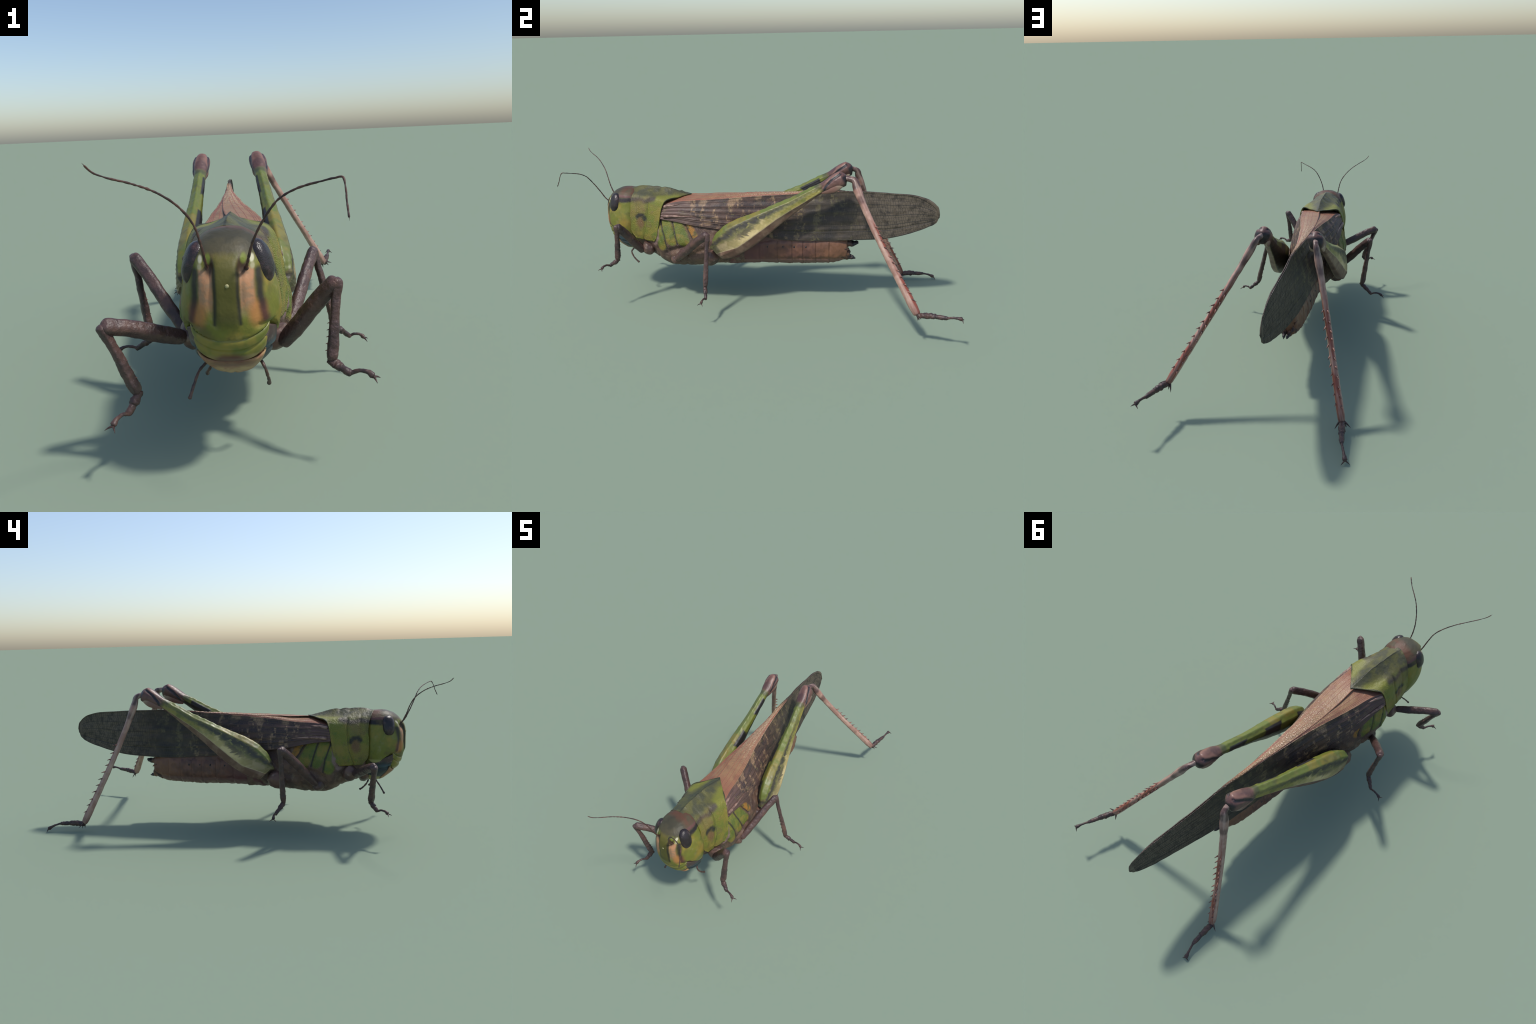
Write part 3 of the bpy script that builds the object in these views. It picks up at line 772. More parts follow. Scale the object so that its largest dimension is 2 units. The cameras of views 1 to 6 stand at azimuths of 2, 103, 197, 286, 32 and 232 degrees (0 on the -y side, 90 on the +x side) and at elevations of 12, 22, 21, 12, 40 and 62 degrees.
def build_thorax():
    M = mat_thorax()
    ys = [-.625, -.58, -.53, -.48, -.43, -.36, -.28, -.20, -.12, -.05]
    secs = [
        [(0, .50), (.04, .49), (.07, .45), (.085, .40), (.085, .35), (.07, .31), (.04, .285), (0, .28)],
        [(0, .53), (.05, .51), (.085, .46), (.10, .40), (.10, .34), (.085, .29), (.05, .252), (0, .245)],
        [(0, .53), (.06, .51), (.095, .46), (.112, .40), (.115, .34), (.105, .285), (.065, .235), (0, .228)],
        [(0, .52), (.07, .50), (.105, .455), (.130, .40), (.140, .34), (.132, .275), (.085, .212), (0, .200)],
        [(0, .51), (.07, .495), (.107, .450), (.136, .395), (.150, .335), (.142, .265), (.095, .196), (0, .184)],
        [(0, .51), (.068, .49), (.105, .445), (.132, .385), (.148, .325), (.148, .262), (.096, .196), (0, .182)],
        [(0, .51), (.064, .49), (.100, .435), (.125, .375), (.144, .315), (.145, .260), (.092, .202), (0, .186)],
        [(0, .51), (.058, .48), (.090, .425), (.113, .37), (.130, .31), (.128, .258), (.084, .208), (0, .191)],
        [(0, .50), (.052, .47), (.082, .415), (.100, .36), (.106, .305), (.102, .258), (.070, .212), (0, .196)],
        [(0, .48), (.040, .45), (.066, .40), (.084, .35), (.090, .30), (.088, .255), (.066, .208), (0, .195)]]
    V = section_loft(ys, secs, 60, 130)
    n = normals_of(V, True)
    if (n[60, 0] @ np.array([0, 0, 1])) < 0: n = -n
    def seg_dist(y, z, p):
        d = np.full(y.shape, 9.0)
        for a, b in zip(p[:-1], p[1:]):
            a, b = np.array(a), np.array(b); ab = b - a
            t = np.clip(((y-a[0])*ab[0] + (z-a[1])*ab[1])/(ab@ab), 0, 1)
            d = np.minimum(d, np.hypot(y-a[0]-t*ab[0], z-a[1]-t*ab[1]))
        return d
    off = np.zeros(V.shape[:2]); Y, Z = V[..., 1], V[..., 2]
    for p in SUTURES:
        off -= 0.007*np.exp(-(seg_dist(Y, Z, p)/0.005)**2)
    off -= 0.010*np.exp(-(seg_dist(Y, Z, [(-.44, .275), (-.39, .30), (-.33, .31)])/0.012)**2)     # hollows above the leg bases
    off -= 0.006*np.exp(-(seg_dist(Y, Z, [(-.30, .27), (-.24, .30), (-.20, .33)])/0.012)**2)
    off -= 0.006*np.exp(-(seg_dist(Y, Z, [(-.36, .185), (-.33, .23), (-.33, .28)])/0.006)**2)
    off -= 0.005*np.exp(-(seg_dist(Y, Z, [(-.505, .22), (-.49, .27), (-.49, .32)])/0.006)**2)
    off += fbm(V, 26)*0.004 + fbm(V, 90)*0.0012
    V = V + n*off[..., None]
    thorax = loft("thorax", V, M, locust)
    return thorax

# ---------------- abdomen
AB_Y = [-.14, -.05, .05, .15, .25, .33, .40, .455]
AB_SEC = [
    [(0, .47), (.056, .445), (.086, .39), (.100, .33), (.102, .275), (.094, .232), (.058, .200), (0, .189)],
    [(0, .46), (.046, .435), (.072, .385), (.086, .33), (.090, .275), (.082, .235), (.052, .206), (0, .197)],
    [(0, .45), (.042, .425), (.064, .38), (.077, .325), (.080, .275), (.073, .238), (.045, .208), (0, .199)],
    [(0, .44), (.038, .418), (.059, .375), (.071, .322), (.074, .275), (.067, .238), (.041, .207), (0, .198)],
    [(0, .43), (.035, .408), (.054, .37), (.065, .32), (.068, .275), (.061, .238), (.037, .208), (0, .199)],
    [(0, .42), (.031, .40), (.049, .362), (.059, .318), (.062, .275), (.055, .24), (.033, .212), (0, .203)],
    [(0, .40), (.027, .385), (.043, .355), (.052, .315), (.055, .275), (.048, .242), (.028, .217), (0, .209)],
    [(0, .345), (.016, .342), (.028, .33), (.036, .308), (.039, .280), (.034, .255), (.020, .236), (0, .230)]]
AB_SEAM = [-.075, .018, .109, .183, .236, .300, .366]

def build_abdomen():
    M = mat_abdomen()
    core = section_loft(AB_Y, AB_SEC, 40, 60)
    c = core.mean(1, keepdims=True)
    abdomen = loft("abdomen", c + (core - c)*np.array([0.94, 1, 0.955]), M, locust)
    edges = [-.14] + AB_SEAM + [.452]
    for a, b in zip(edges[:-1], edges[1:]):
        n = 26
        Y = np.linspace(a - 0.004, b + 0.006, n)
        k = np.linspace(0, 1, 8); t = np.linspace(0, 1, 40)
        S = np.stack([interp(t, k, np.array(q)) for q in AB_SEC])
        G = interp(np.clip(Y, AB_Y[0], AB_Y[-1]), AB_Y, S.reshape(len(AB_Y), -1)).reshape(n, 40, 2)
        half = np.stack([G[..., 0], np.broadcast_to(Y[:, None], G.shape[:2]), G[..., 1]], -1)
        R = half.copy(); R[..., 0] *= -1
        V = np.concatenate([half, R[:, ::-1][:, 1:-1]], 1)
        V[..., 0] *= 1 - 0.16*sstep(V[..., 2], 0.315, 0.36)             # tucked in under the wings
        V[..., 0] += xc(V[..., 1])
        u = np.linspace(0, 1, n)
        nn = normals_of(V, True)
        if nn[n//2, 0, 2] < 0: nn = -nn
        rise = -0.003*(1 - sstep(u, 0, 0.30)) + 0.0012*sstep(u, 0.6, 0.93) - 0.003*sstep(u, 0.93, 1.0)
        fold = -0.0045*np.exp(-((V[..., 2] - 0.241 - 0.002*np.sin(V[..., 1]*60))/0.0045)**2)*(np.abs(V[..., 0] - xc(V[..., 1])) > 0.02)
        V = V + nn*(rise[:, None] + fold + fbm(V, 35)*0.0028 + fbm(V, 110)*0.0010)[..., None]
        loft("abdomen_segment", V, M, abdomen)
    Ms = mat_spiracle()
    for y in (.065, .142, .197, .255, .320):
        for sgn in (1, -1):
            hw = interp(y, AB_Y, [q[4][0] for q in AB_SEC])
            p = np.array([xc(y) + sgn*(hw - 0.0045), y, .305])
            loft("spiracle", ellipsoid_grid(p, np.eye(3)*np.array([.0055, .0052, .0065])*(0.6 if y > .3 else 1), 10, 14), Ms, abdomen)
    # tail end: torn plates and ovipositor valves
    Mt = mat_tail()
    cx = xc(.46)
    def valve(name, P, r, flat=1.0, rough=0.004):
        return limb(name, P, r, Mt, abdomen, n=40, nv=18, flat=flat, rough=rough, nscale=60)
    for sgn in (1, -1):
        valve("ovipositor_valve", [(cx + sgn*.016, .40, .335), (cx + sgn*.015, .445, .318), (cx + sgn*.012, .480, .310), (cx + sgn*.008, .512, .318)], [(0, .030), (.35, .020), (.7, .012), (.9, .008), (1, .003)], 0.8)
        valve("ovipositor_valve", [(cx + sgn*.018, .40, .245), (cx + sgn*.016, .445, .245), (cx + sgn*.010, .475, .236), (cx + sgn*.006, .500, .233)], [(0, .030), (.4, .020), (.7, .011), (.88, .006), (1, .002)], 0.75)
        valve("cercus", [(cx + sgn*.034, .430, .300), (cx + sgn*.036, .455, .292), (cx + sgn*.034, .468, .286)], [(0, .009), (.6, .006), (1, .001)], 1.0, 0.001)
        valve("tail_plate", [(cx + sgn*.028, .40, .268), (cx + sgn*.027, .445, .258), (cx + sgn*.022, .472, .254)], [(0, .030), (.6, .024), (.9, .015), (1, .004)], 0.45, 0.006)
        valve("tail_plate", [(cx + sgn*.022, .40, .325), (cx + sgn*.021, .440, .322), (cx + sgn*.016, .462, .320)], [(0, .026), (.6, .020), (1, .005)], 0.5, 0.005)

# ---------------- wings
RF_Y = [-.470, -.40, -.287, -.218, -.055, .085, .255, .44, .55, .66, .800, .845, .872, .886, .892]
RF_X = [-.098, -.086, -.078, -.074, -.061, -.058, -.060, -.0645, -.075, -.079, -.083, -.083, -.083, -.083, -.083]
RF_Z = [.511, .521, .526, .534, .548, .557, .568, .577, .576, .571, .558, .542, .521, .500, .472]
RL_Y = [-.470, -.396, -.34, -.274, -.10, .098, .218, .416, .491, .637, .774, .846, .872, .886, .892]
RL_X = [-.120, -.126, -.130, -.131, -.119, -.107, -.105, -.103, -.099, -.090, -.087, -.085, -.084, -.083, -.083]
RL_Z = [.442, .436, .425, .411, .384, .358, .347, .338, .340, .349, .384, .409, .424, .443, .470]
LF_Y = [-.470, -.385, -.296, -.227, -.04, .10, .231, .35, .44, .55, .66, .790, .835, .864, .884, .892]
LF_X = [.104, .088, .076, .062, .014, -.014, -.037, -.052, -.0605, -.071, -.0755, -.0805, -.081, -.081, -.0815, -.0815]
LF_Z = [.513, .529, .536, .538, .549, .556, .563, .571, .5765, .5755, .5705, .556, .533, .512, .486, .462]
LL_Y = [-.470, -.405, -.33, -.186, .039, .178, .373, .486, .617, .782, .843, .870, .885, .892]
LL_X = [.131, .128, .125, .107, .052, .041, .009, -.012, -.041, -.064, -.074, -.079, -.081, -.0815]
LL_Z = [.448, .440, .426, .402, .358, .341, .340, .342, .345, .385, .410, .426, .443, .460]
D_Y = [-.470, -.335, -.22, -.046, .10, .25, .44, .892]          # inner margin of the upper wing
D_X = [.006, -.014, -.034, -.052, -.057, -.060, -.0635, 0]
D_Z = [.540, .5475, .5505, .555, .562, .571, .5775, 0]

def wing_surface(left, y, v):
    """v<0: dorsal field (inner margin at -1), v in 0..1: side panel from fold to lower edge"""
    if left:
        F = np.stack([interp(y, LF_Y, LF_X), y, interp(y, LF_Y, LF_Z)], -1)
        L = np.stack([interp(y, LL_Y, LL_X), y, interp(y, LL_Y, LL_Z)], -1)
    else:
        F = np.stack([interp(y, RF_Y, RF_X), y, interp(y, RF_Y, RF_Z)], -1)
        L = np.stack([interp(y, RL_Y, RL_X), y, interp(y, RL_Y, RL_Z)], -1)
    D = np.stack([interp(y, D_Y, D_X), y, interp(y, D_Y, D_Z)], -1)
    if not left:
        D = D + np.array([0.030, 0, -0.004])*sstep(y, 0.3, 0.1)[..., None]
    m = sstep(y, 0.46, 0.36)[..., None]
    D = F + (D - F)*m
    sgn = 1 if left else -1
    vs = np.clip(v, 0, 1)[..., None]; vd = np.clip(-v, 0, 1)[..., None]
    P = F + (L - F)*vs + (D - F)*vd
    w = np.linalg.norm(L - F, axis=-1, keepdims=True)
    front = sstep(y, 0.55, 0.25)[..., None]
    P = P + np.array([sgn, 0, 0.25])*(np.sin(np.pi*vs)*(0.030*(0.3 + 0.7*front) + 0.03*sstep(y, 0.0, -0.2)[..., None])*w)
    P = P + np.array([0, 0, 1.0])*(np.sin(np.pi*vd)*0.006*m*sstep(y, -0.36, -0.15)[..., None])
    return P

def build_wing(left, Mtop, Mside, Mvein, Mred):
    nu = 230
    y = -0.470 + (0.892 + 0.470)*np.concatenate([np.linspace(0, 0.93, nu - 30), 0.93 + 0.07*np.sin(np.linspace(0.05, 1, 30)*np.pi/2)])
    y[-1] = 0.8915
    vd = np.linspace(-1, 0, 26)[:-1]; vs = np.linspace(0, 1, 90)
    v = np.concatenate([vd, vs])
    Y, Vv = np.meshgrid(y, v, indexing="ij")
    P = wing_surface(left, Y, Vv)
    sgn = 1 if left else -1
    n = normals_of(P, False)
    if (n[60, 70, 0]*sgn) < 0: n = -n
    # corrugation: longitudinal pleats that follow the veins, and soft ripples
    pleat = 0.0011*np.sin(Vv*np.pi*2*5.5)*sstep(Vv, 0, 0.08)*sstep(Y, 0.75, 0.35) - 0.002*bump1(Vv, 0.80, 0.02)
    ripple = fbm(P*np.array([1, .6, 1]), 22)*0.0022
    ripple += 0.0008*np.sin(Y*260 + fbm(P, 18)*5)*(Vv < 0)*sstep(Y, -0.25, -0.05)
    fold_line = sstep(Y, -0.5, -0.3)*0.003*bump1(Vv, 0.0, 0.025)
    P = P + n*(pleat + ripple + fold_line)[..., None]
    fm = np.array([0 if v[j] < -1e-6 else 1 for i in range(nu - 1) for j in range(len(v) - 1)])
    flip = np.cross(P[61, 70] - P[60, 70], P[60, 71] - P[60, 70])[0]*sgn < 0
    if flip:
        P = P[:, ::-1]; n = n[:, ::-1]; fmat = fm.reshape(nu-1, -1)[:, ::-1].ravel()
    else:
        fmat = fm
    ring = 2*(nu + len(v)) - 4
    V, F = shell_geo(P, 0.0022)
    allm = np.concatenate([fmat, fmat, np.ones(len(F) - 2*len(fmat), dtype=int)])
    wing = mesh_object("wing", V, F, [Mtop, Mside], locust, face_mat=allm)
    if flip: P = P[:, ::-1]; n = n[:, ::-1]
    # veins: thin raised ridges on the surface
    yi = y; vi = v
    def at(yy, vv):
        fy = np.interp(yy, yi, np.arange(len(yi))); fv = np.interp(vv, vi, np.arange(len(vi)))
        i = np.clip(fy.astype(int), 0, len(yi)-2); j = np.clip(fv.astype(int), 0, len(vi)-2)
        a = (fy - i)[:, None]; b = (fv - j)[:, None]
        q = lambda A: (A[i, j]*(1-a)*(1-b) + A[i+1, j]*a*(1-b) + A[i, j+1]*(1-a)*b + A[i+1, j+1]*a*b)
        return q(P), q(n)
    def ridge(yy, vv, w, h):
        p, nn = at(np.asarray(yy, float), np.asarray(vv, float))
        t = np.gradient(p, axis=0); t /= np.linalg.norm(t, axis=1, keepdims=True) + 1e-9
        s = np.cross(nn, t)
        w = np.broadcast_to(w, (len(p),))[:, None]; h = np.broadcast_to(h, (len(p),))[:, None]
        R = np.stack([p - s*w - nn*0.0006, p + nn*h, p + s*w - nn*0.0006], 1)
        k = len(p)
        return list(R.reshape(-1, 3)), grid_faces(k, 3, False)
    r = np.random.default_rng(5 if left else 6)
    side, top = [], []
    base = np.array([0.03, 0.10, 0.17, 0.25, 0.33, 0.40, 0.475, 0.55, 0.62, 0.69, 0.76, 0.82, 0.88, 0.94, 0.985])
    lines = []
    for b in base:
        ph, am = r.uniform(0, 6), r.uniform(0.004, 0.012)
        lines.append(lambda q, b=b, ph=ph, am=am: b + am*np.sin(q*7 + ph))
    strong = {3, 6, 9, 11, 14}
    for i, f in enumerate(lines):
        q = np.linspace(-0.455, 0.872, 170)
        wv = (0.0019 if i in strong else 0.0009)*interp(q, [-.46, -.2, .3, .9], [1.5, 1.2, 0.9, 0.7])
        side.append(ridge(q, np.clip(f(q), 0.005, 0.995), wv, wv*0.9))
    ext = [lambda q: 0*q + 0.004] + lines
    for f, g in zip(ext[:-1], ext[1:]):
        q = -0.30 + r.uniform(0, .01)
        while q < 0.868:
            a, b = f(np.array([q]))[0], g(np.array([q]))[0]
            lean = r.uniform(-0.003, 0.003)
            yy = np.linspace(q, min(q + lean + (0.003 if q > 0.5 else 0), 0.875), 4)
            side.append(ridge(yy, np.linspace(a, b, 4), 0.0008 if q < 0.35 else 0.0011, 0.0008))
            q += r.uniform(0.008, 0.014) if q < 0.45 else r.uniform(0.009, 0.015)
    vv, ff = join_geo(side)
    o = mesh_object("wing_vein", vv, ff, Mvein, wing); o["kind"] = "stuff"
    for b, e in ((-0.06, 0.42), (-0.13, 0.33), (-0.20, 0.25), (-0.42, 0.12), (-0.62, 0.02), (-0.97, 0.40)):
        q = np.linspace(-0.455, e, 90)
        vline = b*interp(q, [-.46, e], [1.0, 1.0])
        top.append(ridge(q, vline, 0.0014, 0.0013))
    vv, ff = join_geo(top)
    o = mesh_object("wing_vein", vv, ff, Mred, wing); o["kind"] = "stuff"
    # swollen root of the main vein
    p, nn = at(np.array([-.455, -.42, -.36, -.28]), np.array([0.80, 0.76, 0.70, 0.66]))
    limb("wing_root", p + nn*0.001, [(0, .009), (.25, .007), (.6, .004), (1, .0015)], mat_root_m, wing, n=30, nv=12, rough=0.001)
    p, nn = at(np.array([-.455, -.42, -.37]), np.array([0.16, 0.15, 0.13]))
    limb("wing_root", p + nn*0.0005, [(0, .009), (.4, .007), (1, .001)], mat_root_m, wing, n=24, nv=12, rough=0.0015)

# ---------------- legs
def build_small_leg(name, hip, base, knee, ankle, mid, tip, rf, rt, mats, cx=1.45):
    """hip = where the coxa leaves the body, base = start of the thigh"""
    M_leg, M_coxa, M_tar, M_claw, M_sp = mats
    leg = bpy.data.objects.new(name, None); link(leg, locust)
    hip, base, knee, ankle, mid, tip = (np.array(p, float) for p in (hip, base, knee, ankle, mid, tip))
    limb("coxa", [hip, (hip + base)/2 + np.array([0, 0, -0.004]), base], [(0, rf*cx), (.5, rf*cx), (.85, rf*1.2), (1, rf*0.9)], M_coxa, leg, n=40, nv=28, rough=0.003, nscale=35)
    d = knee - base; d /= np.linalg.norm(d)
    sag = np.array([0, 0, 0.006])
    limb("femur", [base - d*rf*0.5, base + (knee-base)*0.35 + sag*0.4, base + (knee-base)*0.7 + sag, knee + d*0.004],
         [(0, rf*0.70), (.12, rf*0.92), (.45, rf), (.75, rf*0.95), (.92, rf*0.98), (1, rf*0.88)], M_leg, leg, n=90, nv=28, flat=0.88, facet=0.055, rough=0.0016, nscale=38)
    e = ankle - knee; L = np.linalg.norm(e); e /= L
    side = np.cross(e, d); side /= np.linalg.norm(side) + 1e-9
    k0 = knee - e*rf*0.35
    limb("tibia", [k0, knee + e*L*0.35 - d*0.002, knee + e*L*0.7, ankle], [(0, rt*0.95), (.10, rt*1.05), (.25, rt*0.88), (.6, rt), (.9, rt*1.12), (1, rt*0.85)], M_leg, leg, n=80, nv=22, facet=0.07, rough=0.0017, nscale=50)
    back = -d - e*((-d)@e); back /= np.linalg.norm(back)
    for i in range(5):
        q = knee + e*L*(0.52 + 0.085*i)
        for s in (-1, 1):
            dv = back*0.8 + side*s*0.5 + e*0.4
            loft("spine", cone_geo(q + (back*0.8 + side*s*0.5)*rt*0.9, dv, 0.0018, 0.007), M_sp, leg)
    # tarsus: two padded joints and a slender last joint
    f = mid - ankle; g = tip - mid
    a1 = ankle + f*0.62
    limb("tarsus", [ankle - f*0.20, ankle + f*0.3, a1], [(0, rt*0.74), (.3, rt*0.84), (.7, rt*0.90), (1, rt*0.70)], M_tar, leg, n=40, nv=16, rough=0.0030, nscale=110)
    limb("tarsus", [a1 - f*0.22, mid + f*0.06], [(0, rt*0.60), (.55, rt*0.72), (1, rt*0.52)], M_tar, leg, n=24, nv=16, rough=0.0018, nscale=110)
    bow = np.array([0, 0, 0.010])
    limb("tarsus", [mid - g*0.08, mid + g*0.35 + bow, mid + g*0.75 + bow*0.8, tip - g*0.05], [(0, rt*0.42), (.4, rt*0.36), (.75, rt*0.45), (.95, rt*0.62), (1, rt*0.5)], M_tar, leg, n=40, nv=14, rough=0.001, nscale=120)
    gd = g/np.linalg.norm(g); sd = np.cross(gd, [0, 0, 1]); sd /= np.linalg.norm(sd)
    for s in (-1, 1):
        loft("claw", cone_geo(tip - g*0.07, gd*0.6 + sd*s*0.75 + np.array([0, 0, -0.1]), 0.0036, 0.020, bend=(0, 0, -0.006)), M_claw, leg)
    return leg

HIPBASE_Y, HIPBASE_Z, KNEE_Y, KNEE_Z = -0.200, 0.330, 0.440, 0.660
_c, _s = KNEE_Y - HIPBASE_Y, KNEE_Z - HIPBASE_Z
_l = math.hypot(_c, _s); _c, _s = _c/_l, _s/_l
def to_local(p):
    """side-view outline point (y, z) -> along / across the thigh"""
    return [((y - HIPBASE_Y)*_c + (z - HIPBASE_Z)*_s, -(y - HIPBASE_Y)*_s + (z - HIPBASE_Z)*_c) for y, z in p]
F_TOP = to_local([(-.200, .345), (-.189, .374), (-.156, .418), (-.083, .468), (.015, .503), (.125, .545), (.216, .583), (.33, .642), (.385, .681), (.425, .702), (.462, .706)])
F_UP = to_local([(-.197, .338), (-.183, .360), (-.150, .398), (-.095, .434), (-.016, .472), (.088, .513), (.19, .553), (.32, .622), (.375, .660), (.42, .682), (.468, .694)])
F_LOW = to_local([(-.190, .315), (-.172, .295), (-.145, .287), (-.065, .335), (.011, .392), (.124, .470), (.234, .535), (.345, .602), (.40, .622), (.43, .630), (.472, .660)])
F_BOT = to_local([(-.186, .302), (-.160, .277), (-.125, .268), (-.075, .287), (.01, .340), (.123, .428), (.234, .512), (.345, .592), (.395, .606), (.44, .618), (.476, .655)])
FEM_UP = [F_UP[i] for i in (1, 3, 4, 5, 6, 7, 8)]
FEM_LO = [F_LOW[i] for i in (1, 3, 4, 5, 6, 7, 8)]
F_THICK = [(-.02, .011), (.0, .022), (.05, .034), (.13, .040), (.22, .038), (.35, .031), (.48, .0255), (.58, .0250), (.63, .034), (.69, .038), (.735, .030)]

def build_hind_leg(sgn, hip, knee_pt, ankle, mid, tip, tib_top, mats, M_fem, M_tib, M_lobe):
    M_leg, M_coxa, M_tar, M_claw, M_sp = mats
    leg = bpy.data.objects.new("hind_leg", None); link(leg, locust)
    hip, knee_pt, ankle, mid, tip, tib_top = (np.array(p, float) for p in (hip, knee_pt, ankle, mid, tip, tib_top))
    ex = knee_pt - hip; ex /= np.linalg.norm(ex)
    out = np.array([sgn, 0, 0.10]); out -= ex*(out@ex); out /= np.linalg.norm(out)
    ez = np.cross(ex, out)*sgn*1.0
    if ez[2] < 0: ez = -ez
    from mathutils import Matrix
    M4 = Matrix([[ex[0], out[0], ez[0], hip[0]], [ex[1], out[1], ez[1], hip[1]], [ex[2], out[2], ez[2], hip[2]], [0, 0, 0, 1]])
    hand = np.linalg.det(np.array([ex, out, ez]))
    # thigh: a keeled section, herring-bone flank; local x along, y outward, z up
    n = 150
    a = np.array(F_TOP); b = np.array(F_UP); c = np.array(F_LOW); d = np.array(F_BOT)
    s0, s1 = -0.012, 0.728
    s = s0 + (s1 - s0)*(0.5 - 0.5*np.cos(np.pi*np.linspace(0, 1, n)))*0.35 + (s1 - s0)*np.linspace(0, 1, n)*0.65
    zt, zu, zl, zb = (interp(s, k[:, 0], k[:, 1]) for k in (a, b, c, d))
    th = interp(s, *np.array(F_THICK).T)
    # close both ends towards the middle line
    endf = np.sqrt(np.clip((s - s0)/0.03, 0.001, 1)); ende = np.sqrt(np.clip((s1 - s)/0.020, 0.02, 1))
    q = np.minimum(endf, ende)
    mid_z = (zt + zb)/2
    zt, zu, zl, zb = (mid_z + (k - mid_z)*q for k in (zt, zu, zl, zb))
    th = th*q
    # ring of named corners (out, z)
    knee = sstep(s, 0.56, 0.62)
    ring = [(0.05*th, zt), (0.80*th, zu), (1.0*th, zl*0.55 + zu*0.45), (1.0*th, zl), (0.55*th, zb), (-0.25*th, zb), (-0.68*th, zl), (-0.90*th, zl*0.5 + zu*0.5), (-0.74*th, zu)]
    pts = []
    for i in range(len(ring)):
        p, r_ = ring[i], ring[(i + 1) % len(ring)]
        for k in range(6):
            f = k/6
            pts.append((p[0]*(1-f) + r_[0]*f, p[1]*(1-f) + r_[1]*f))
    V = np.stack([np.stack([s, o, z], -1) for o, z in pts], 1)          # n, ring, 3
    for it in range(1):                                                  # soften the keels a little
        V = 0.5*V + 0.25*(np.roll(V, 1, 1) + np.roll(V, -1, 1))
    for it in range(12):                                                 # the knee is rounder
        W = 0.5*V + 0.25*(np.roll(V, 1, 1) + np.roll(V, -1, 1))
        V = V + (W - V)*knee[:, None, None]
    nn = normals_of(V, True)
    cen = V.mean(1, keepdims=True)
    if ((V - cen)*nn).sum() < 0: nn = -nn
    off = fbm(V, 30)*0.0014 + fbm(V, 110)*0.0006
    for keel, side in ((zu, 1), (zl, 1), (zu, -1)):                      # raised carinae along the edges
        off = off + 0.0016*np.exp(-((V[..., 2] - keel[:, None])/0.0035)**2)*(V[..., 1]*side > 0.3*th[:, None])*(1 - knee[:, None])
    flank = (V[..., 1] > 0)*sstep(V[..., 2], zl[:, None], zl[:, None] + 0.012)*sstep(V[..., 2], zu[:, None], zu[:, None] - 0.012)
    off = off + 0.0012*np.sin((V[..., 0] - np.abs(V[..., 2] - (zl + (zu-zl)*0.45)[:, None])*1.0)*330)*flank*(1 - knee[:, None])
    off = off - 0.005*knee[:, None]*np.exp(-((V[..., 2] - (0.010 + (V[..., 0]-0.62)*0.2))/0.005)**2)*(np.abs(V[..., 1]) > 0.01)   # knee crescent
    off = off + 0.0015*np.maximum(0, np.sin(V[..., 0]*150))*np.exp(-((V[..., 2]-zt[:, None])/0.004)**2)*(1-knee[:, None])        # toothed crest
    V = V + nn*off[..., None]
    V[..., 2] -= 0.008*np.exp(-((V[..., 0] - 0.20)/0.16)**2)
    V[..., 0] *= 1.022
    if hand < 0: V = V[:, ::-1]
    if (normals_of(V, True)*(V - V.mean(1, keepdims=True))).sum() > 0: pass
    fem = loft("femur", V, M_fem, leg); fem.matrix_local = M4
    for so in (1, -1):                                                   # pale lobes on both sides of the knee
        P = limb_grid([(0.605, so*0.019, -0.012), (0.645, so*0.0235, -0.019), (0.685, so*0.0265, -0.020), (0.724, so*0.0245, -0.012)], [(0, .007), (.35, .015), (.65, .0185), (.9, .014), (1, .008)], n=36, nv=20, up=(0, 0, 1), flat=0.42, rough=0.0018)
        P = P + np.array([0, 0.007 if so < 0 else 0, 0])
        ob = loft("knee_lobe", P, M_lobe, leg); ob.matrix_local = M4
    # hip pieces
    limb("coxa", [(hip[0] - sgn*0.060, -0.235, 0.245), (hip[0] - sgn*0.030, -0.215, 0.250), (hip[0] - sgn*0.012, -0.185, 0.290)], [(0, .040), (.5, .038), (.85, .031), (1, .022)], M_coxa, leg, n=40, nv=30, rough=0.004, nscale=30)
    # shin, in its own frame: x along, z to the thorny edge, y outward
    tx = ankle - tib_top; L = np.linalg.norm(tx); tx /= L
    tz = np.array([0, 1.0, 0.35]); tz -= tx*(tz@tx); tz /= np.linalg.norm(tz)
    ty = np.cross(tz, tx)
    T4 = Matrix([[tx[0], ty[0], tz[0], tib_top[0]], [tx[1], ty[1], tz[1], tib_top[1]], [tx[2], ty[2], tz[2], tib_top[2]], [0, 0, 0, 1]])
    inv = np.linalg.inv(np.array(T4))
    kn = (inv @ np.append(knee_pt - ex*0.025 + ez*0.006, 1))[:3]
    P = [kn, kn*0.35 + np.array([-0.004, 0, 0.003]), (0.004, 0, 0.002), (0.035, 0, -0.003), (0.085, 0, -0.007), (0.20, 0, -0.011), (L*0.55, 0, -0.010), (L*0.8, 0, -0.004), (L, 0, 0.002)]
    tib = limb("tibia", P, [(0, .013), (.05, .013), (.10, .0155), (.16, .0190), (.21, .0175), (.26, .0152), (.5, .0148), (.8, .0165), (.94, .0185), (1, .015)], M_tib, leg, n=130, nv=24, up=(0, 0, 1), flat=0.82, facet=0.05, rough=0.001, nscale=50)
    tib.matrix_local = T4
    sp_mesh = []
    nS = 11
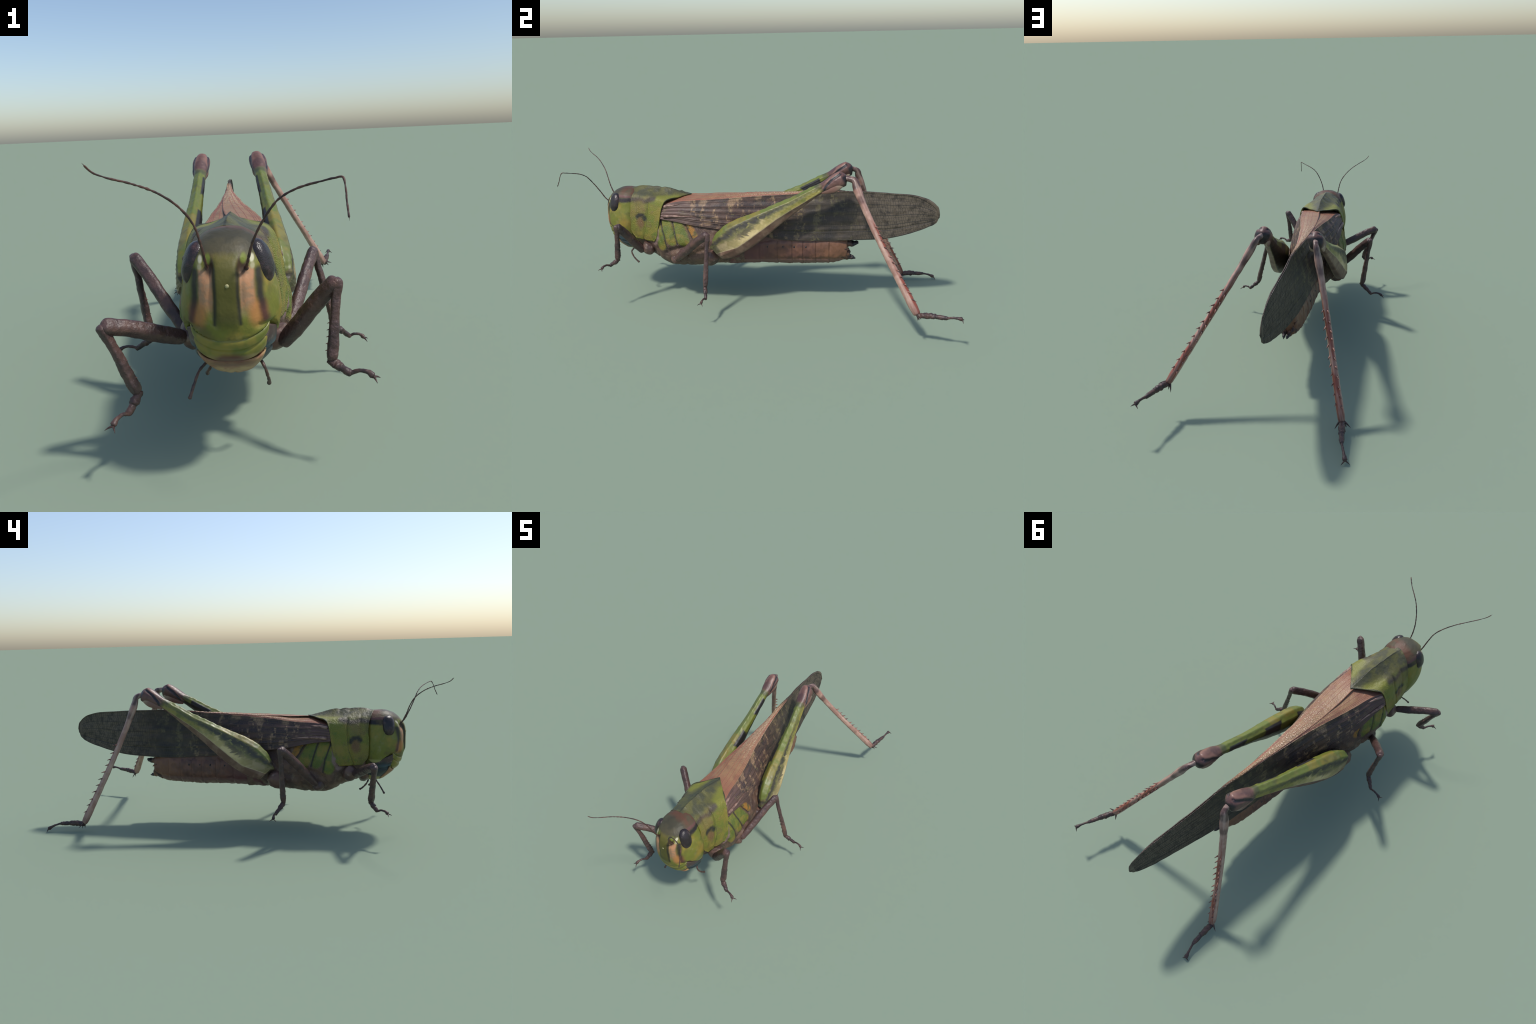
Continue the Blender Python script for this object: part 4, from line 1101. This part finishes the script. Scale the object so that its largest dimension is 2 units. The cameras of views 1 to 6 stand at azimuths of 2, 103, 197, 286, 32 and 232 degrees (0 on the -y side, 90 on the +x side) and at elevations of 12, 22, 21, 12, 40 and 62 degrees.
    for row in (-1, 1):
        for i in range(nS):
            f = 0.36 + 0.575*(i + (0.35 if row > 0 else 0))/nS + rng.uniform(-.006, .006)
            q = np.array([L*f, row*0.0085, 0.0100 - interp(L*f, [.085, .20, L*.55, L*.8, L], [.007, .011, .010, .004, -.002])])
            dv = np.array([0.55, row*0.45, 0.85])
            g = cone_geo(q, dv, 0.0044, 0.0185*rng.uniform(0.85, 1.15), bend=(0.003, 0, -0.001))
            ob = loft("spine", g, M_sp, leg); ob.matrix_local = T4
    for y_, dv, ln in ((.011, (0.75, 0.75, 0.15), .030), (-.011, (0.75, -0.75, 0.15), .030), (.007, (0.9, 0.35, -0.25), .022), (-.007, (0.9, -0.35, -0.25), .022)):
        ob = loft("spur", cone_geo((L - 0.004, y_, 0.002), dv, 0.0050, ln, bend=(0.004, 0, -0.002)), M_claw, leg); ob.matrix_local = T4
    # foot
    f = mid - ankle; g = tip - mid
    a1 = ankle + f*0.66; up = np.array([0, 0, 0.004])
    limb("tarsus", [ankle - f*0.04, ankle + f*0.3 + up, a1 + up], [(0, .0090), (.25, .0118), (.7, .0130), (1, .0095)], M_tar, leg, n=44, nv=18, rough=0.0036, nscale=90)
    limb("tarsus", [a1 + up - f*0.12, mid + f*0.05], [(0, .0085), (.5, .0104), (1, .0070)], M_tar, leg, n=24, nv=16, rough=0.002, nscale=100)
    limb("tarsus", [mid - g*0.08, mid + g*0.4 + np.array([0, 0, .004]), tip - g*0.06], [(0, .0060), (.35, .0050), (.7, .0062), (.94, .0095), (1, .008)], M_tar, leg, n=36, nv=14, rough=0.0012, nscale=110)
    gd = g/np.linalg.norm(g); sd = np.cross(gd, [0, 0, 1]); sd /= np.linalg.norm(sd)
    for s_ in (-1, 1):
        loft("claw", cone_geo(tip - g*0.10, gd*0.35 + sd*s_*0.75 + np.array([0, 0, -0.35]), 0.0042, 0.021, bend=(0, 0, -0.004)), M_claw, leg)
    return leg

# ------------------------------------------------------------------ assemble
mat_root_m = mat_root()
head = build_head()
build_antennae()
build_pronotum()
build_thorax()
build_abdomen()
Mt_, Mv_, Mr_ = mat_wing_top(), mat_vein(), mat_vein_red()
Ms_ = mat_wing_side(True)
build_wing(True, Mt_, Ms_, Mv_, Mr_)
build_wing(False, Mt_, Ms_, Mv_, Mr_)
mats = (mat_leg(), mat_coxa(), mat_tarsus(), mat_claw(), mat_spine())
build_small_leg("foreleg", (.095, -.535, .295), (.128, -.583, .272), (.254, -.647, .440), (.236, -.670, .255), (.276, -.697, .236), (.326, -.718, .237), .0205, .0125, mats, 1.9)
build_small_leg("foreleg", (-.078, -.535, .298), (-.116, -.584, .292), (-.281, -.686, .360), (-.216, -.666, .187), (-.236, -.697, .150), (-.260, -.747, .148), .0205, .0128, mats, 1.9)
build_small_leg("middle_leg", (.105, -.410, .240), (.152, -.385, .250), (.233, -.187, .416), (.296, -.192, .168), (.343, -.176, .128), (.388, -.186, .126), .0205, .0112, mats)
build_small_leg("middle_leg", (-.095, -.420, .235), (-.140, -.402, .243), (-.303, -.270, .434), (-.267, -.274, .178), (-.322, -.250, .137), (-.381, -.253, .132), .0205, .0118, mats)
Mf, Mtb, Ml = mat_femur(), mat_tibia(), mat_lobe()
build_hind_leg(1, (.146, -.200, .330), (.051, .443, .673), (.350, .805, .138), (.378, .928, .152), (.390, .994, .160), (.064, .486, .664), mats, Mf, Mtb, Ml)
build_hind_leg(-1, (-.168, -.200, .330), (-.168, .450, .671), (-.349, .735, .036), (-.369, .853, .038), (-.396, .920, .012), (-.183, .479, .656), mats, Mf, Mtb, Ml)
